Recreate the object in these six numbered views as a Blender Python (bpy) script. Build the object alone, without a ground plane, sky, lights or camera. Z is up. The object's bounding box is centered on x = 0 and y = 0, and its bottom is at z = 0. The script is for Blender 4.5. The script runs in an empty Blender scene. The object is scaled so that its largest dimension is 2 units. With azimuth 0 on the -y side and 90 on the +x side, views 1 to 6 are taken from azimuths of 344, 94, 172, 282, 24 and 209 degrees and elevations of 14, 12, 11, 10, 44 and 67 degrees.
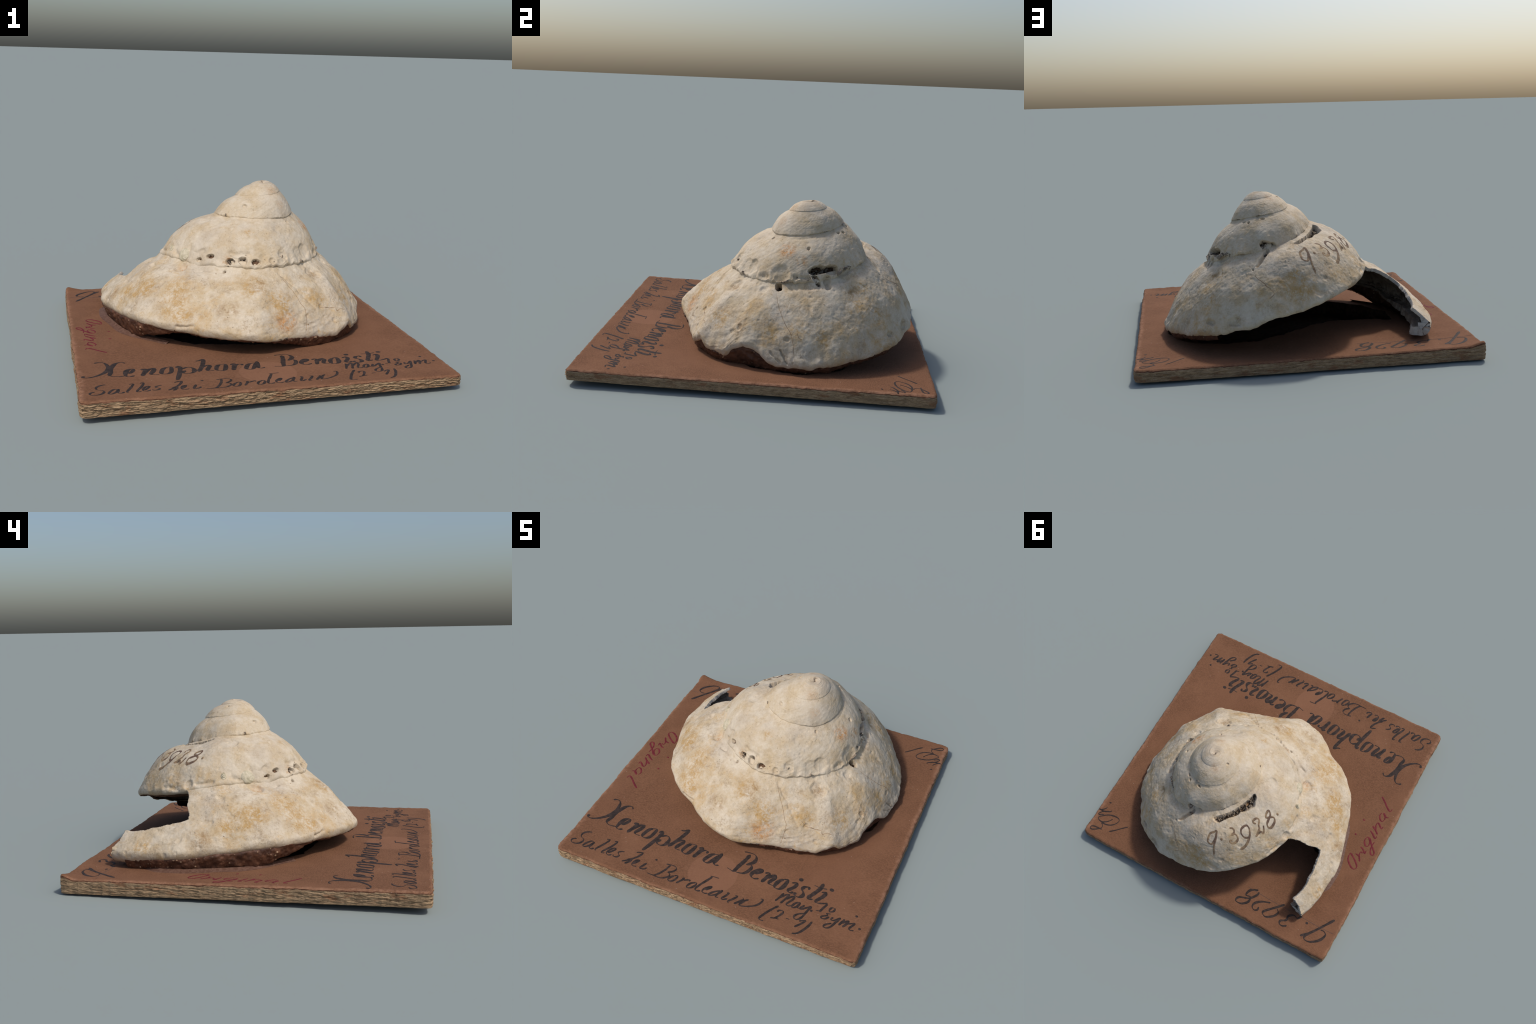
"""Fossil carrier-shell (a broken, sand-coloured spiral gastropod) glued on a brown
handwritten museum card.  Everything is built from a spiral periphery curve, a
wall profile, rim profile, noise relief and local dents / lumps; the card is a
warped board with flaky edges; the writing is drawn with a broad-nib pen."""
import bpy, math
import numpy as np
from mathutils import Vector
from mathutils.bvhtree import BVHTree

rng = np.random.default_rng(7)

# ------------------------------------------------------------------ noise
def _hash(ix, iy, iz, seed):
    h = (ix * 374761393 + iy * 668265263 + iz * 2147483647 + seed * 974711) & 0xFFFFFFFF
    h = ((h ^ (h >> 13)) * 1274126177) & 0xFFFFFFFF
    h = ((h ^ (h >> 16)) * 2246822519) & 0xFFFFFFFF
    return ((h ^ (h >> 15)) & 0xFFFF) / 32767.5 - 1.0

def noise(P, freq, seed=0):
    """smooth value noise in -1..1, P is (...,3)"""
    Q = np.asarray(P, float) * freq + 211.3
    I = np.floor(Q).astype(np.int64); f = Q - I
    f = f * f * f * (f * (f * 6 - 15) + 10)
    out = 0.0
    for dx in (0, 1):
        wx = f[..., 0] if dx else 1 - f[..., 0]
        for dy in (0, 1):
            wy = f[..., 1] if dy else 1 - f[..., 1]
            for dz in (0, 1):
                wz = f[..., 2] if dz else 1 - f[..., 2]
                out = out + wx * wy * wz * _hash(I[..., 0] + dx, I[..., 1] + dy, I[..., 2] + dz, seed)
    return out

def fbm(P, freq, seed=0, octaves=3, gain=0.5):
    a, s = 1.0, 0.0
    for k in range(octaves):
        s = s + a * noise(P, freq * 2.03 ** k, seed + 17 * k); a *= gain
    return s

def smooth(x, a, b):
    t = np.clip((np.asarray(x, float) - a) / (b - a), 0, 1)
    return t * t * (3 - 2 * t)

def pchip(xk, yk):
    xk = np.asarray(xk, float); yk = np.asarray(yk, float)
    h = np.diff(xk); d = np.diff(yk) / h
    m = np.zeros_like(yk)
    same = d[:-1] * d[1:] > 0
    w1 = 2 * h[1:] + h[:-1]; w2 = h[1:] + 2 * h[:-1]
    with np.errstate(divide="ignore", invalid="ignore"):
        hm = (w1 + w2) / (w1 / d[:-1] + w2 / d[1:])
    m[1:-1] = np.where(same, hm, 0); m[0], m[-1] = d[0], d[-1]
    def ev(x):
        x = np.clip(x, xk[0], xk[-1])
        i = np.clip(np.searchsorted(xk, x, side="right") - 1, 0, len(h) - 1)
        t = (x - xk[i]) / h[i]
        return ((2 * t**3 - 3 * t**2 + 1) * yk[i] + (t**3 - 2 * t**2 + t) * h[i] * m[i]
                + (-2 * t**3 + 3 * t**2) * yk[i + 1] + (t**3 - t**2) * h[i] * m[i + 1])
    return ev

# ------------------------------------------------------------------ scene helpers
def empty(name, parent=None):
    o = bpy.data.objects.new(name, None); bpy.context.collection.objects.link(o)
    o.parent = parent; o.empty_display_size = 0.1
    return o

def mesh_object(name, verts, faces, mats, parent, mat_index=None, normals=None, flat=False):
    me = bpy.data.meshes.new(name)
    verts = np.asarray(verts, np.float32)
    if isinstance(faces, np.ndarray):
        k = faces.shape[1]
        me.vertices.add(len(verts)); me.vertices.foreach_set("co", verts.ravel())
        me.loops.add(faces.size); me.loops.foreach_set("vertex_index", faces.astype(np.int32).ravel())
        me.polygons.add(len(faces)); me.polygons.foreach_set("loop_start", np.arange(0, faces.size, k, dtype=np.int32))
        me.update(calc_edges=True)
    else:
        me.from_pydata(verts.tolist(), [], faces)
    for m in mats: me.materials.append(m)
    if mat_index is not None: me.polygons.foreach_set("material_index", np.asarray(mat_index, np.int32))
    me.polygons.foreach_set("use_smooth", np.full(len(me.polygons), not flat))
    me.validate(); me.update()
    if normals is not None:
        me.normals_split_custom_set_from_vertices(np.asarray(normals, float).tolist())
    o = bpy.data.objects.new(name, me); bpy.context.collection.objects.link(o); o.parent = parent
    return o

def grid_faces(n, m, wrap=False):
    """quads of an n x m vertex grid, row-major index i*m+j"""
    i, j = np.meshgrid(np.arange(n if wrap else n - 1), np.arange(m - 1), indexing="ij")
    i2 = (i + 1) % n
    return np.stack([i * m + j, i2 * m + j, i2 * m + j + 1, i * m + j + 1], -1).reshape(-1, 4)

def grid_normals(P):
    du = np.gradient(P, axis=0); dv = np.gradient(P, axis=1)
    n = np.cross(dv, du)
    return n / np.maximum(np.linalg.norm(n, axis=-1, keepdims=True), 1e-12)

def vertex_normals(V, F):
    a, b, c, d = (V[F[:, k]] for k in range(4))
    fn = np.cross(c - a, d - b); N = np.zeros_like(V)
    for k in range(4): np.add.at(N, F[:, k], fn)
    return N / np.maximum(np.linalg.norm(N, axis=1, keepdims=True), 1e-12)

# ------------------------------------------------------------------ materials
class Nodes:
    def __init__(self, name, rough=0.85, spec=0.2):
        self.mat = bpy.data.materials.new(name); self.mat.use_nodes = True
        self.t = self.mat.node_tree; self.t.nodes.clear()
        self.out = self.t.nodes.new("ShaderNodeOutputMaterial")
        self.bsdf = self.t.nodes.new("ShaderNodeBsdfPrincipled")
        self.t.links.new(self.bsdf.outputs[0], self.out.inputs[0])
        self.bsdf.inputs["Roughness"].default_value = rough
        self.bsdf.inputs["Specular IOR Level"].default_value = spec
        self.co = self.t.nodes.new("ShaderNodeTexCoord").outputs["Object"]
    def link(self, a, b): self.t.links.new(a, b)
    def val(self, sock, v):
        if hasattr(v, "default_value"): self.link(v, sock)
        else: sock.default_value = v
    def scaled(self, sx, sy, sz, vec=None):
        n = self.t.nodes.new("ShaderNodeMapping"); n.inputs["Scale"].default_value = (sx, sy, sz)
        self.link(vec or self.co, n.inputs["Vector"]); return n.outputs[0]
    def noise(self, scale, detail=4, rough=0.6, vec=None, distort=0.0):
        n = self.t.nodes.new("ShaderNodeTexNoise")
        n.inputs["Scale"].default_value = scale; n.inputs["Detail"].default_value = detail
        n.inputs["Roughness"].default_value = rough; n.inputs["Distortion"].default_value = distort
        self.link(vec or self.co, n.inputs["Vector"]); return n.outputs["Fac"]
    def voronoi(self, scale, vec=None, feature="F1", out="Distance"):
        n = self.t.nodes.new("ShaderNodeTexVoronoi"); n.feature = feature
        n.inputs["Scale"].default_value = scale
        self.link(vec or self.co, n.inputs["Vector"]); return n.outputs[out]
    def range(self, v, a, b, c=0.0, d=1.0):
        n = self.t.nodes.new("ShaderNodeMapRange"); n.interpolation_type = "SMOOTHSTEP"
        self.val(n.inputs["Value"], v)
        for k, x in zip(("From Min", "From Max", "To Min", "To Max"), (a, b, c, d)): n.inputs[k].default_value = x
        return n.outputs["Result"]
    def math(self, op, a, b=0.0):
        n = self.t.nodes.new("ShaderNodeMath"); n.operation = op
        self.val(n.inputs[0], a); self.val(n.inputs[1], b); return n.outputs[0]
    def mix(self, fac, a, b, blend="MIX"):
        n = self.t.nodes.new("ShaderNodeMix"); n.data_type = "RGBA"; n.blend_type = blend
        self.val(n.inputs[0], fac)
        for s, v in ((n.inputs[6], a), (n.inputs[7], b)):
            if isinstance(v, tuple): s.default_value = (*v, 1)
            else: self.link(v, s)
        return n.outputs[2]
    def spot(self, centre, radius, hard=0.0):
        n = self.t.nodes.new("ShaderNodeVectorMath"); n.operation = "DISTANCE"
        self.link(self.co, n.inputs[0]); n.inputs[1].default_value = centre
        return self.range(n.outputs["Value"], radius * hard, radius, 1.0, 0.0)
    def done(self, colour, height=None, bump=0.3, dist=0.004):
        if isinstance(colour, tuple): self.bsdf.inputs["Base Color"].default_value = (*colour, 1)
        else: self.link(colour, self.bsdf.inputs["Base Color"])
        if height is not None:
            b = self.t.nodes.new("ShaderNodeBump"); b.inputs["Strength"].default_value = bump
            b.inputs["Distance"].default_value = dist
            self.link(height, b.inputs["Height"]); self.link(b.outputs[0], self.bsdf.inputs["Normal"])
        return self.mat

def shell_material(name="sandy_shell", inner=False):
    n = Nodes(name, rough=0.8, spec=0.22)
    big = n.noise(3.2, 4, 0.55); mid = n.noise(9, 6, 0.65); fine = n.noise(60, 5, 0.7)
    base = n.mix(n.range(mid, 0.35, 0.68), SHELL_PALE, SHELL_CREAM)
    base = n.mix(n.range(big, 0.48, 0.66, 0, 0.55), base, SHELL_GREY)
    ochre = n.math("MULTIPLY", n.range(n.noise(5, 7, 0.72, distort=0.6), 0.47, 0.68), n.range(n.noise(48, 6, 0.78), 0.36, 0.60))
    pale = n.math("SUBTRACT", 1.0, n.math("MULTIPLY", n.range(n.math("ADD", n.spot((0.05, 0.12, 0.80), 0.62, 0.5), n.math("MULTIPLY", n.noise(5, 5, 0.7), 0.6)), 0.3, 0.9), 0.72))
    base = n.mix(n.math("MULTIPLY", n.math("MULTIPLY", ochre, pale), 0.95), base, SHELL_OCHRE)
    film = n.math("MULTIPLY", n.range(n.noise(13, 7, 0.78), 0.46, 0.68), n.range(n.noise(90, 5, 0.75), 0.38, 0.6))
    base = n.mix(n.math("MULTIPLY", n.math("MULTIPLY", film, pale), 0.7), base, SHELL_DIRT)
    blot = n.math("MULTIPLY", n.range(n.noise(20, 8, 0.8, distort=0.4), 0.38, 0.60), n.range(n.noise(75, 5, 0.75), 0.3, 0.6))
    for kind, centre, radius, amount in SHELL_STAINS:
        m = n.math("MINIMUM", n.math("MULTIPLY", n.spot(centre, radius, 0.2), n.math("MULTIPLY", blot, amount * 1.7)), 0.9)
        base = n.mix(m, base, STAIN[kind])
    specks = n.math("MULTIPLY", n.range(n.voronoi(70), 0.07, 0.2, 1, 0), n.range(n.noise(9, 4), 0.46, 0.6))
    base = n.mix(n.math("MULTIPLY", specks, 0.65), base, SHELL_DIRT)
    dots = n.math("MULTIPLY", n.range(n.voronoi(150), 0.08, 0.24, 1, 0), n.range(n.noise(14, 4), 0.48, 0.6))
    base = n.mix(n.math("MULTIPLY", dots, 0.7), base, (0.16, 0.11, 0.07))
    base = n.mix(n.range(fine, 0.25, 0.75, 0.22, 0.0), base, SHELL_DIRT)
    base = n.mix(n.range(n.noise(24, 5, 0.7), 0.4, 0.75, 0.0, 0.3), base, (0.64, 0.565, 0.46))
    grain = n.math("ADD", n.math("MULTIPLY", fine, 0.6), n.math("MULTIPLY", n.noise(150, 3), 0.3))
    grain = n.math("SUBTRACT", grain, n.math("MULTIPLY", specks, 0.8))
    return n.done(base, grain, 0.6, 0.005)

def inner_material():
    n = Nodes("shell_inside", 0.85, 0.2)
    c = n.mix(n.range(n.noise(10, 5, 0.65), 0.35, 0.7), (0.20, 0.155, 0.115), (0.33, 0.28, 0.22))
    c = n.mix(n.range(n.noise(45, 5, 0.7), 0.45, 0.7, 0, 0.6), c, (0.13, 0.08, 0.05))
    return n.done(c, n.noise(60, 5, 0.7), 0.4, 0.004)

def broken_material():
    n = Nodes("broken_shell_edge", 0.8, 0.25)
    c = n.mix(n.range(n.noise(14, 6, 0.7), 0.35, 0.65), (0.42, 0.39, 0.35), (0.55, 0.50, 0.42))
    c = n.mix(n.range(n.noise(50, 5, 0.7), 0.5, 0.72, 0, 0.6), c, (0.28, 0.23, 0.17))
    return n.done(c, n.noise(90, 5, 0.7), 0.4, 0.004)

def matrix_material():
    n = Nodes("brown_glued_sediment", 0.55, 0.35)
    v = n.voronoi(42, feature="F1")
    c = n.mix(n.range(n.noise(16, 6, 0.7), 0.35, 0.68), (0.050, 0.020, 0.011), (0.135, 0.058, 0.031))
    grains = n.math("MULTIPLY", n.range(v, 0.12, 0.32, 1, 0), n.range(n.noise(20, 3), 0.5, 0.6))
    c = n.mix(n.math("MULTIPLY", grains, 0.85), c, (0.46, 0.31, 0.19))
    return n.done(c, n.math("ADD", n.noise(70, 5, 0.7), grains), 0.5, 0.006)

def glue_material():
    n = Nodes("dusty_glue_film", 0.6, 0.3)
    c = n.mix(n.range(n.noise(50, 5, 0.75), 0.4, 0.62), (0.10, 0.048, 0.031), (0.155, 0.085, 0.06))
    return n.done(c, n.noise(110, 4), 0.4, 0.003)

def card_material():
    n = Nodes("brown_card_paper", 0.9, 0.12)
    fib = n.noise(75, 6, 0.75, vec=n.scaled(1, 2.2, 1)); mottle = n.noise(4, 4, 0.6)
    c = n.mix(n.range(fib, 0.32, 0.7), CARD_DARK, CARD_MID)
    c = n.mix(n.range(mottle, 0.38, 0.66, 0, 0.45), c, CARD_LIGHT)
    c = n.mix(n.range(n.noise(2.2, 5, 0.65), 0.45, 0.7, 0, 0.4), c, (0.172, 0.080, 0.045))
    c = n.mix(n.range(n.noise(14, 7, 0.75), 0.55, 0.75, 0, 0.35), c, CARD_WORN)
    fine = n.noise(210, 3, 0.7)
    c = n.mix(n.range(fine, 0.35, 0.7, 0.25, 0), c, CARD_DARK)
    # pale worn round patch below the writing
    c = n.mix(n.math("MULTIPLY", n.spot(CARD_PATCH, 0.155, 0.97), 0.28), c, CARD_PATCH_COLOUR)
    # lint and scratches
    lint = n.range(n.voronoi(30, feature="F1"), 0.035, 0.06, 1, 0)
    c = n.mix(n.math("MULTIPLY", lint, n.range(n.noise(9, 2), 0.5, 0.6, 0, 0.7)), c, (0.55, 0.48, 0.43))
    # rubbed paler border
    sep = n.t.nodes.new("ShaderNodeSeparateXYZ"); n.link(n.co, sep.inputs[0])
    ex = n.math("ABSOLUTE", sep.outputs[0]); ey = n.math("ABSOLUTE", sep.outputs[1])
    m = n.math("ADD", n.math("MAXIMUM", ex, ey), n.math("MULTIPLY", n.noise(9, 5, 0.7), 0.07))
    c = n.mix(n.math("MULTIPLY", n.range(m, 0.992, 1.022, 0, 1.0), n.range(n.noise(26, 6, 0.75), 0.38, 0.6, 0.15, 1.0)), c, CARD_WORN)
    return n.done(c, n.math("ADD", fib, fine), 0.25, 0.003)

def edge_material():
    n = Nodes("pulpy_card_edge", 0.95, 0.08)
    streak = n.noise(22, 7, 0.75, vec=n.scaled(0.8, 0.8, 4.5)); fine = n.noise(60, 5, 0.7, vec=n.scaled(1, 1, 3))
    c = n.mix(n.range(streak, 0.34, 0.66), EDGE_DARK, EDGE_LIGHT)
    c = n.mix(n.range(n.noise(7, 5, 0.7, vec=n.scaled(1, 1, 3)), 0.52, 0.66, 0, 0.8), c, EDGE_RUST)
    c = n.mix(n.range(fine, 0.28, 0.48, 0.4, 0), c, (0.12, 0.075, 0.045))
    cracks = n.range(n.noise(16, 6, 0.65, vec=n.scaled(1, 1, 9)), 0.485, 0.5, 0, 1)
    thin = n.math("MULTIPLY", cracks, n.range(n.noise(16, 6, 0.65, vec=n.scaled(1, 1, 9)), 0.5, 0.53, 1, 0))
    c = n.mix(n.math("MULTIPLY", thin, 0.75), c, (0.09, 0.06, 0.035))
    return n.done(c, n.math("ADD", streak, fine), 0.5, 0.006)

def ink_material(name, a, b, scale=45):
    n = Nodes(name, 0.75, 0.2)
    f = n.noise(scale, 5, 0.7)
    return n.done(n.mix(n.range(f, 0.38, 0.68), a, b))

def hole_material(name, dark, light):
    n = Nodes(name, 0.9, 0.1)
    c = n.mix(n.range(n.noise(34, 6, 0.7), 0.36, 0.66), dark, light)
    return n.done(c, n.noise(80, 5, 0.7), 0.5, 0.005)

# palette (linear base colours)
SHELL_PALE = (0.61, 0.53, 0.415); SHELL_CREAM = (0.50, 0.39, 0.25); SHELL_GREY = (0.47, 0.41, 0.335)
SHELL_OCHRE = (0.47, 0.295, 0.11); SHELL_DIRT = (0.27, 0.185, 0.105); RUST = (0.47, 0.22, 0.06)
STAIN = dict(ochre=(0.42, 0.255, 0.085), rust=(0.45, 0.20, 0.05), dirt=(0.30, 0.19, 0.09), tan=(0.47, 0.33, 0.21))
CARD_DARK = (0.122, 0.057, 0.031); CARD_MID = (0.220, 0.108, 0.060); CARD_LIGHT = (0.245, 0.122, 0.068)
CARD_WORN = (0.27, 0.14, 0.085); CARD_PATCH = (-0.02, -0.74, 0.08); CARD_PATCH_COLOUR = (0.285, 0.14, 0.085)
EDGE_DARK = (0.23, 0.15, 0.088); EDGE_LIGHT = (0.42, 0.29, 0.175); EDGE_RUST = (0.25, 0.12, 0.065)

# ================================================================== object tree
specimen = empty("fossil_shell_specimen")
specimen["label"] = "broken cream spiral fossil shell glued on a brown handwritten card"
specimen["category"] = "fossil shell"
card = empty("mount_card", specimen)
shell = empty("spiral_shell", specimen)

# ================================================================== card
CORNERS = dict(A=(-0.994, -0.970), B=(0.986, -0.973), C=(0.996, 0.972), D=(-0.978, 0.967))
TOP = dict(A=0.118, B=0.091, C=0.080, D=0.092)
BOTTOM = dict(A=0.036, B=0.032, C=0.014, D=0.010)

def bilinear(q, a, b):
    A, B, C, D = (np.asarray(q[k], float) for k in "ABCD")
    if A.ndim: a, b = a[..., None], b[..., None]
    return (1 - a) * (1 - b) * A + a * (1 - b) * B + a * b * C + (1 - a) * b * D

def sag(x, y):
    return 1 - np.minimum(np.maximum(abs(x), abs(y)), 1) ** 4

def card_top(x, y):
    a = (x + 0.98) / 1.965; b = (y + 0.965) / 1.93
    z = bilinear(TOP, np.asarray(a, float), np.asarray(b, float)) - 0.013 * sag(x, y)
    curl = np.exp(-(((x + 0.974) / 0.07) ** 2 + ((y - 0.961) / 0.05) ** 2))
    P = np.stack([x, y, np.zeros_like(x)], -1)
    return z + 0.022 * curl + 0.0022 * noise(P, 5, 3)

def card_bottom(x, y):
    a = (x + 0.98) / 1.965; b = (y + 0.965) / 1.93
    z = bilinear(BOTTOM, np.asarray(a, float), np.asarray(b, float)) - 0.0232 * sag(x, y)
    return np.maximum(z, 0.0)

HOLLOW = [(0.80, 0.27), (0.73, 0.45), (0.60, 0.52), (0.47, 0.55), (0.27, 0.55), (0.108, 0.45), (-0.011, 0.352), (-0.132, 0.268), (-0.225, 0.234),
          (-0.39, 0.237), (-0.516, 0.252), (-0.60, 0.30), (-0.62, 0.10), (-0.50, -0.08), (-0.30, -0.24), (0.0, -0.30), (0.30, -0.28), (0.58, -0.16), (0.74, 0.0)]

def inside(poly, x, y):
    n = np.zeros(x.shape, bool); j = len(poly) - 1
    for i in range(len(poly)):
        (x0, y0), (x1, y1) = poly[i], poly[j]
        n ^= ((y0 > y) != (y1 > y)) & (x < (x1 - x0) * (y - y0) / (y1 - y0 + 1e-12) + x0); j = i
    return n

def build_card():
    n = 380
    t = np.linspace(0, 1, n)
    a, b = np.meshgrid(t, t, indexing="ij")
    xy = bilinear(CORNERS, a, b)
    # ragged outline: wobble perimeter points and let it fade inwards
    def edge_wobble(p, side):
        P = np.concatenate([p, np.full(p.shape[:-1] + (1,), side * 3.7)], -1)
        return 0.004 * noise(P, 7, 11 + side) + 0.0022 * fbm(P, 40, 23 + side)
    for side, (w, ax, sg) in enumerate([(b, 1, -1), (1 - a, 0, 1), (1 - b, 1, 1), (a, 0, -1)]):
        f = np.clip(1 - w / 0.012, 0, 1)
        xy[..., ax] += sg * f * edge_wobble(xy, side)
    # round the corners a little
    for c in CORNERS.values():
        d = np.linalg.norm(xy - np.array(c), axis=-1)
        xy -= (xy * np.array([1, 1])) * (0.008 * np.exp(-(d / 0.018) ** 2))[..., None]
    z = card_top(xy[..., 0], xy[..., 1])
    rim = np.minimum.reduce([a, b, 1 - a, 1 - b])
    z = z - 0.007 * np.clip(1 - rim / 0.006, 0, 1) ** 2 + 0.0018 * fbm(np.dstack([xy, z]), 60, 5) * np.exp(-rim / 0.01)
    z = z - 0.003 * np.clip(fbm(np.dstack([xy, z * 0]), 20, 8), 0, 1) * np.exp(-rim / 0.015)
    # under the shell the card is sunk and painted near-black to darken the mouth
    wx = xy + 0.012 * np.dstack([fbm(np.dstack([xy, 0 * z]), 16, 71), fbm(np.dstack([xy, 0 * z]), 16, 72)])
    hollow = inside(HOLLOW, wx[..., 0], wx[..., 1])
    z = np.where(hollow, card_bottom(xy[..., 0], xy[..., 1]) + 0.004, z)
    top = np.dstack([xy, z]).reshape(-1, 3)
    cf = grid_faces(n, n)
    mesh_object("card_face", top, cf, [MAT_CARD, MAT_SUNK_FLOOR], card, hollow.ravel()[cf].any(1).astype(int))
    idx = np.arange(n * n).reshape(n, n)
    loop = np.concatenate([idx[:-1, 0], idx[-1, :-1], idx[::-1, -1][:-1], idx[0, ::-1][:-1]])
    T = top[loop]; m = len(loop); rows = 34
    side = np.concatenate([np.full(n - 1, s) for s in range(4)])
    B = T.copy(); B[:, 2] = card_bottom(T[:, 0], T[:, 1])
    out = T[:, :2].copy()
    nrm = np.array([[0, -1], [1, 0], [0, 1], [-1, 0]], float)[side]
    rough = np.array([0.0105, 0.0035, 0.0055, 0.0045])[side]
    V = np.zeros((rows, m, 3))
    for k in range(rows):
        v = k / (rows - 1)
        p = T * (1 - v) + B * v
        env = np.sin(np.pi * min(1, max(0, v))) ** 0.5
        lay = fbm(p * np.array([0.75, 0.75, 5.0]), 30, 31, 4, 0.75)
        deep = np.clip(fbm(p * np.array([0.7, 0.7, 6.0]), 26, 47, 4, 0.7) - 0.3, 0, 1)
        d = rough * (0.55 * lay - 1.25 * deep) + 0.003
        V[k] = p; V[k, :, :2] += nrm * (env * d)[:, None]
    VV = V.transpose(1, 0, 2).reshape(-1, 3)
    mesh_object("card_edge", VV, (ef := grid_faces(m, rows, wrap=True)), [MAT_EDGE, MAT_FOLD], card, (ef[:, 0] % rows < 2 + (noise(VV[ef[:, 0]] * [1, 1, 0], 30, 88) > 0.1)).astype(int))
    bt = np.concatenate([V[-1], [[0, 0, 0.0]]]); bt[-1, 2] = 0.0
    half = V[-1] * np.array([0.5, 0.5, 0]); half[:, 2] = card_bottom(half[:, 0], half[:, 1])
    vb = np.concatenate([V[-1], half, [[0, 0, 0]]])
    fb = []
    for i in range(m):
        j = (i + 1) % m
        fb.append((i, j, m + j, m + i)); fb.append((m + i, m + j, 2 * m))
    mesh_object("card_underside", vb, fb, [MAT_CARD], card)

# ================================================================== shell
AXIS = np.array([0.211, 0.265])
# outer edge (periphery) of the spiral: turning angle, radius from the axis, height
SPIRAL = [
    (150, 1.058, 0.150), (155, 1.053, 0.152), (164, 1.020, 0.160), (173, 1.000, 0.168), (182, 0.970, 0.180), (193, 0.946, 0.196),
    (206, 0.932, 0.214), (217, 0.902, 0.218), (231, 0.850, 0.204), (243, 0.850, 0.203), (254, 0.832, 0.195),
    (261, 0.782, 0.176), (276, 0.712, 0.160), (293, 0.698, 0.148), (298, 0.698, 0.160), (303, 0.694, 0.182), (309, 0.690, 0.140), (318, 0.670, 0.136),
    (324, 0.645, 0.185), (331, 0.620, 0.205), (337, 0.615, 0.175), (344, 0.615, 0.130), (353, 0.615, 0.122), (373, 0.607, 0.140),
    (391, 0.602, 0.160), (412, 0.622, 0.198), (433, 0.626, 0.250), (445, 0.626, 0.294), (462, 0.634, 0.336), (480, 0.640, 0.386),
    (501, 0.638, 0.424), (514, 0.640, 0.446), (526, 0.640, 0.464), (537, 0.630, 0.488), (548, 0.598, 0.500), (567, 0.562, 0.502),
    (590, 0.523, 0.511), (612, 0.495, 0.515), (624, 0.476, 0.517), (641, 0.426, 0.510), (664, 0.387, 0.508), (691, 0.361, 0.514),
    (719, 0.338, 0.532), (751, 0.332, 0.570), (771, 0.335, 0.602), (800, 0.342, 0.630), (816, 0.320, 0.642), (841, 0.306, 0.670),
    (873, 0.292, 0.706), (891, 0.297, 0.735), (909, 0.303, 0.749), (931, 0.282, 0.752), (958, 0.256, 0.755), (984, 0.229, 0.751),
    (1013, 0.213, 0.747), (1051, 0.189, 0.756), (1098, 0.177, 0.778), (1139, 0.183, 0.803), (1168, 0.195, 0.820), (1201, 0.188, 0.833),
    (1236, 0.171, 0.846), (1278, 0.160, 0.859), (1307, 0.145, 0.866), (1347, 0.128, 0.872), (1394, 0.112, 0.880), (1440, 0.099, 0.889),
    (1500, 0.091, 0.900), (1560, 0.083, 0.910), (1650, 0.066, 0.922), (1755, 0.047, 0.931), (1900, 0.022, 0.937), (2000, 0.009, 0.930), (2060, 0.004, 0.916), (2500, 0.001, 0.914)]
_sp = np.array(SPIRAL)
rad, hgt = pchip(_sp[:, 0], _sp[:, 1]), pchip(_sp[:, 0], _sp[:, 2])
_rad0, _hgt0 = rad, hgt
def _wob(u, f, seed):
    Q = np.stack([np.asarray(u, float) * f, np.asarray(u, float) * 0, np.asarray(u, float) * 0], -1)
    return fbm(Q, 1.0, seed, 3, 0.6)
def scallop(u):
    """how strongly the lip of a whorl is scalloped (only where it rests on the next whorl)"""
    return smooth(u, 525, 560) * (1 - 0.55 * smooth(u, 860, 900)) * (1 - 0.8 * smooth(u, 1180, 1300))
def lip_wobble(u):
    """irregular scallops of the lips and the wavy lower edge: offsets of radius and height at the very edge"""
    s = scallop(u) * np.minimum(1, _rad0(u) / 0.3)
    low = (1 - smooth(u, 440, 500)) * smooth(u, 215, 270)
    return (0.006 * s * _wob(u, 0.085, 101) + 0.008 * low * _wob(u, 0.13, 103),
            s * (0.0135 * _wob(u, 0.12, 102) + 0.005 * _wob(u, 0.42, 105)) + 0.010 * low * _wob(u, 0.12, 104))
tuck_r = pchip([500, 540, 570, 870, 1000, 1200, 1500, 3000], [0.008, 0.009, 0.010, 0.010, 0.006, 0.0035, 0.002, 0.0])
tuck_z = pchip([500, 540, 570, 870, 1000, 1200, 1500, 3000], [0.010, 0.011, 0.013, 0.012, 0.008, 0.005, 0.002, 0.0])
flange = pchip([150, 182, 215, 400, 450, 560, 2500], [1.0, 0.95, 0.40, 0.26, 0.26, 0.5, 0.5])
lift = pchip([150, 230, 300, 390, 430, 520, 570, 2500], [0.030, 0.028, 0.02, 0.02, 0.014, 0.010, 0.004, 0.001])
rim_size = pchip([150, 170, 200, 260, 300, 390, 430, 530, 580, 850, 1100, 2500], [1.35, 1.1, 0.85, 0.75, 0.55, 0.55, 0.6, 0.5, 0.42, 0.34, 0.16, 0.06])
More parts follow.
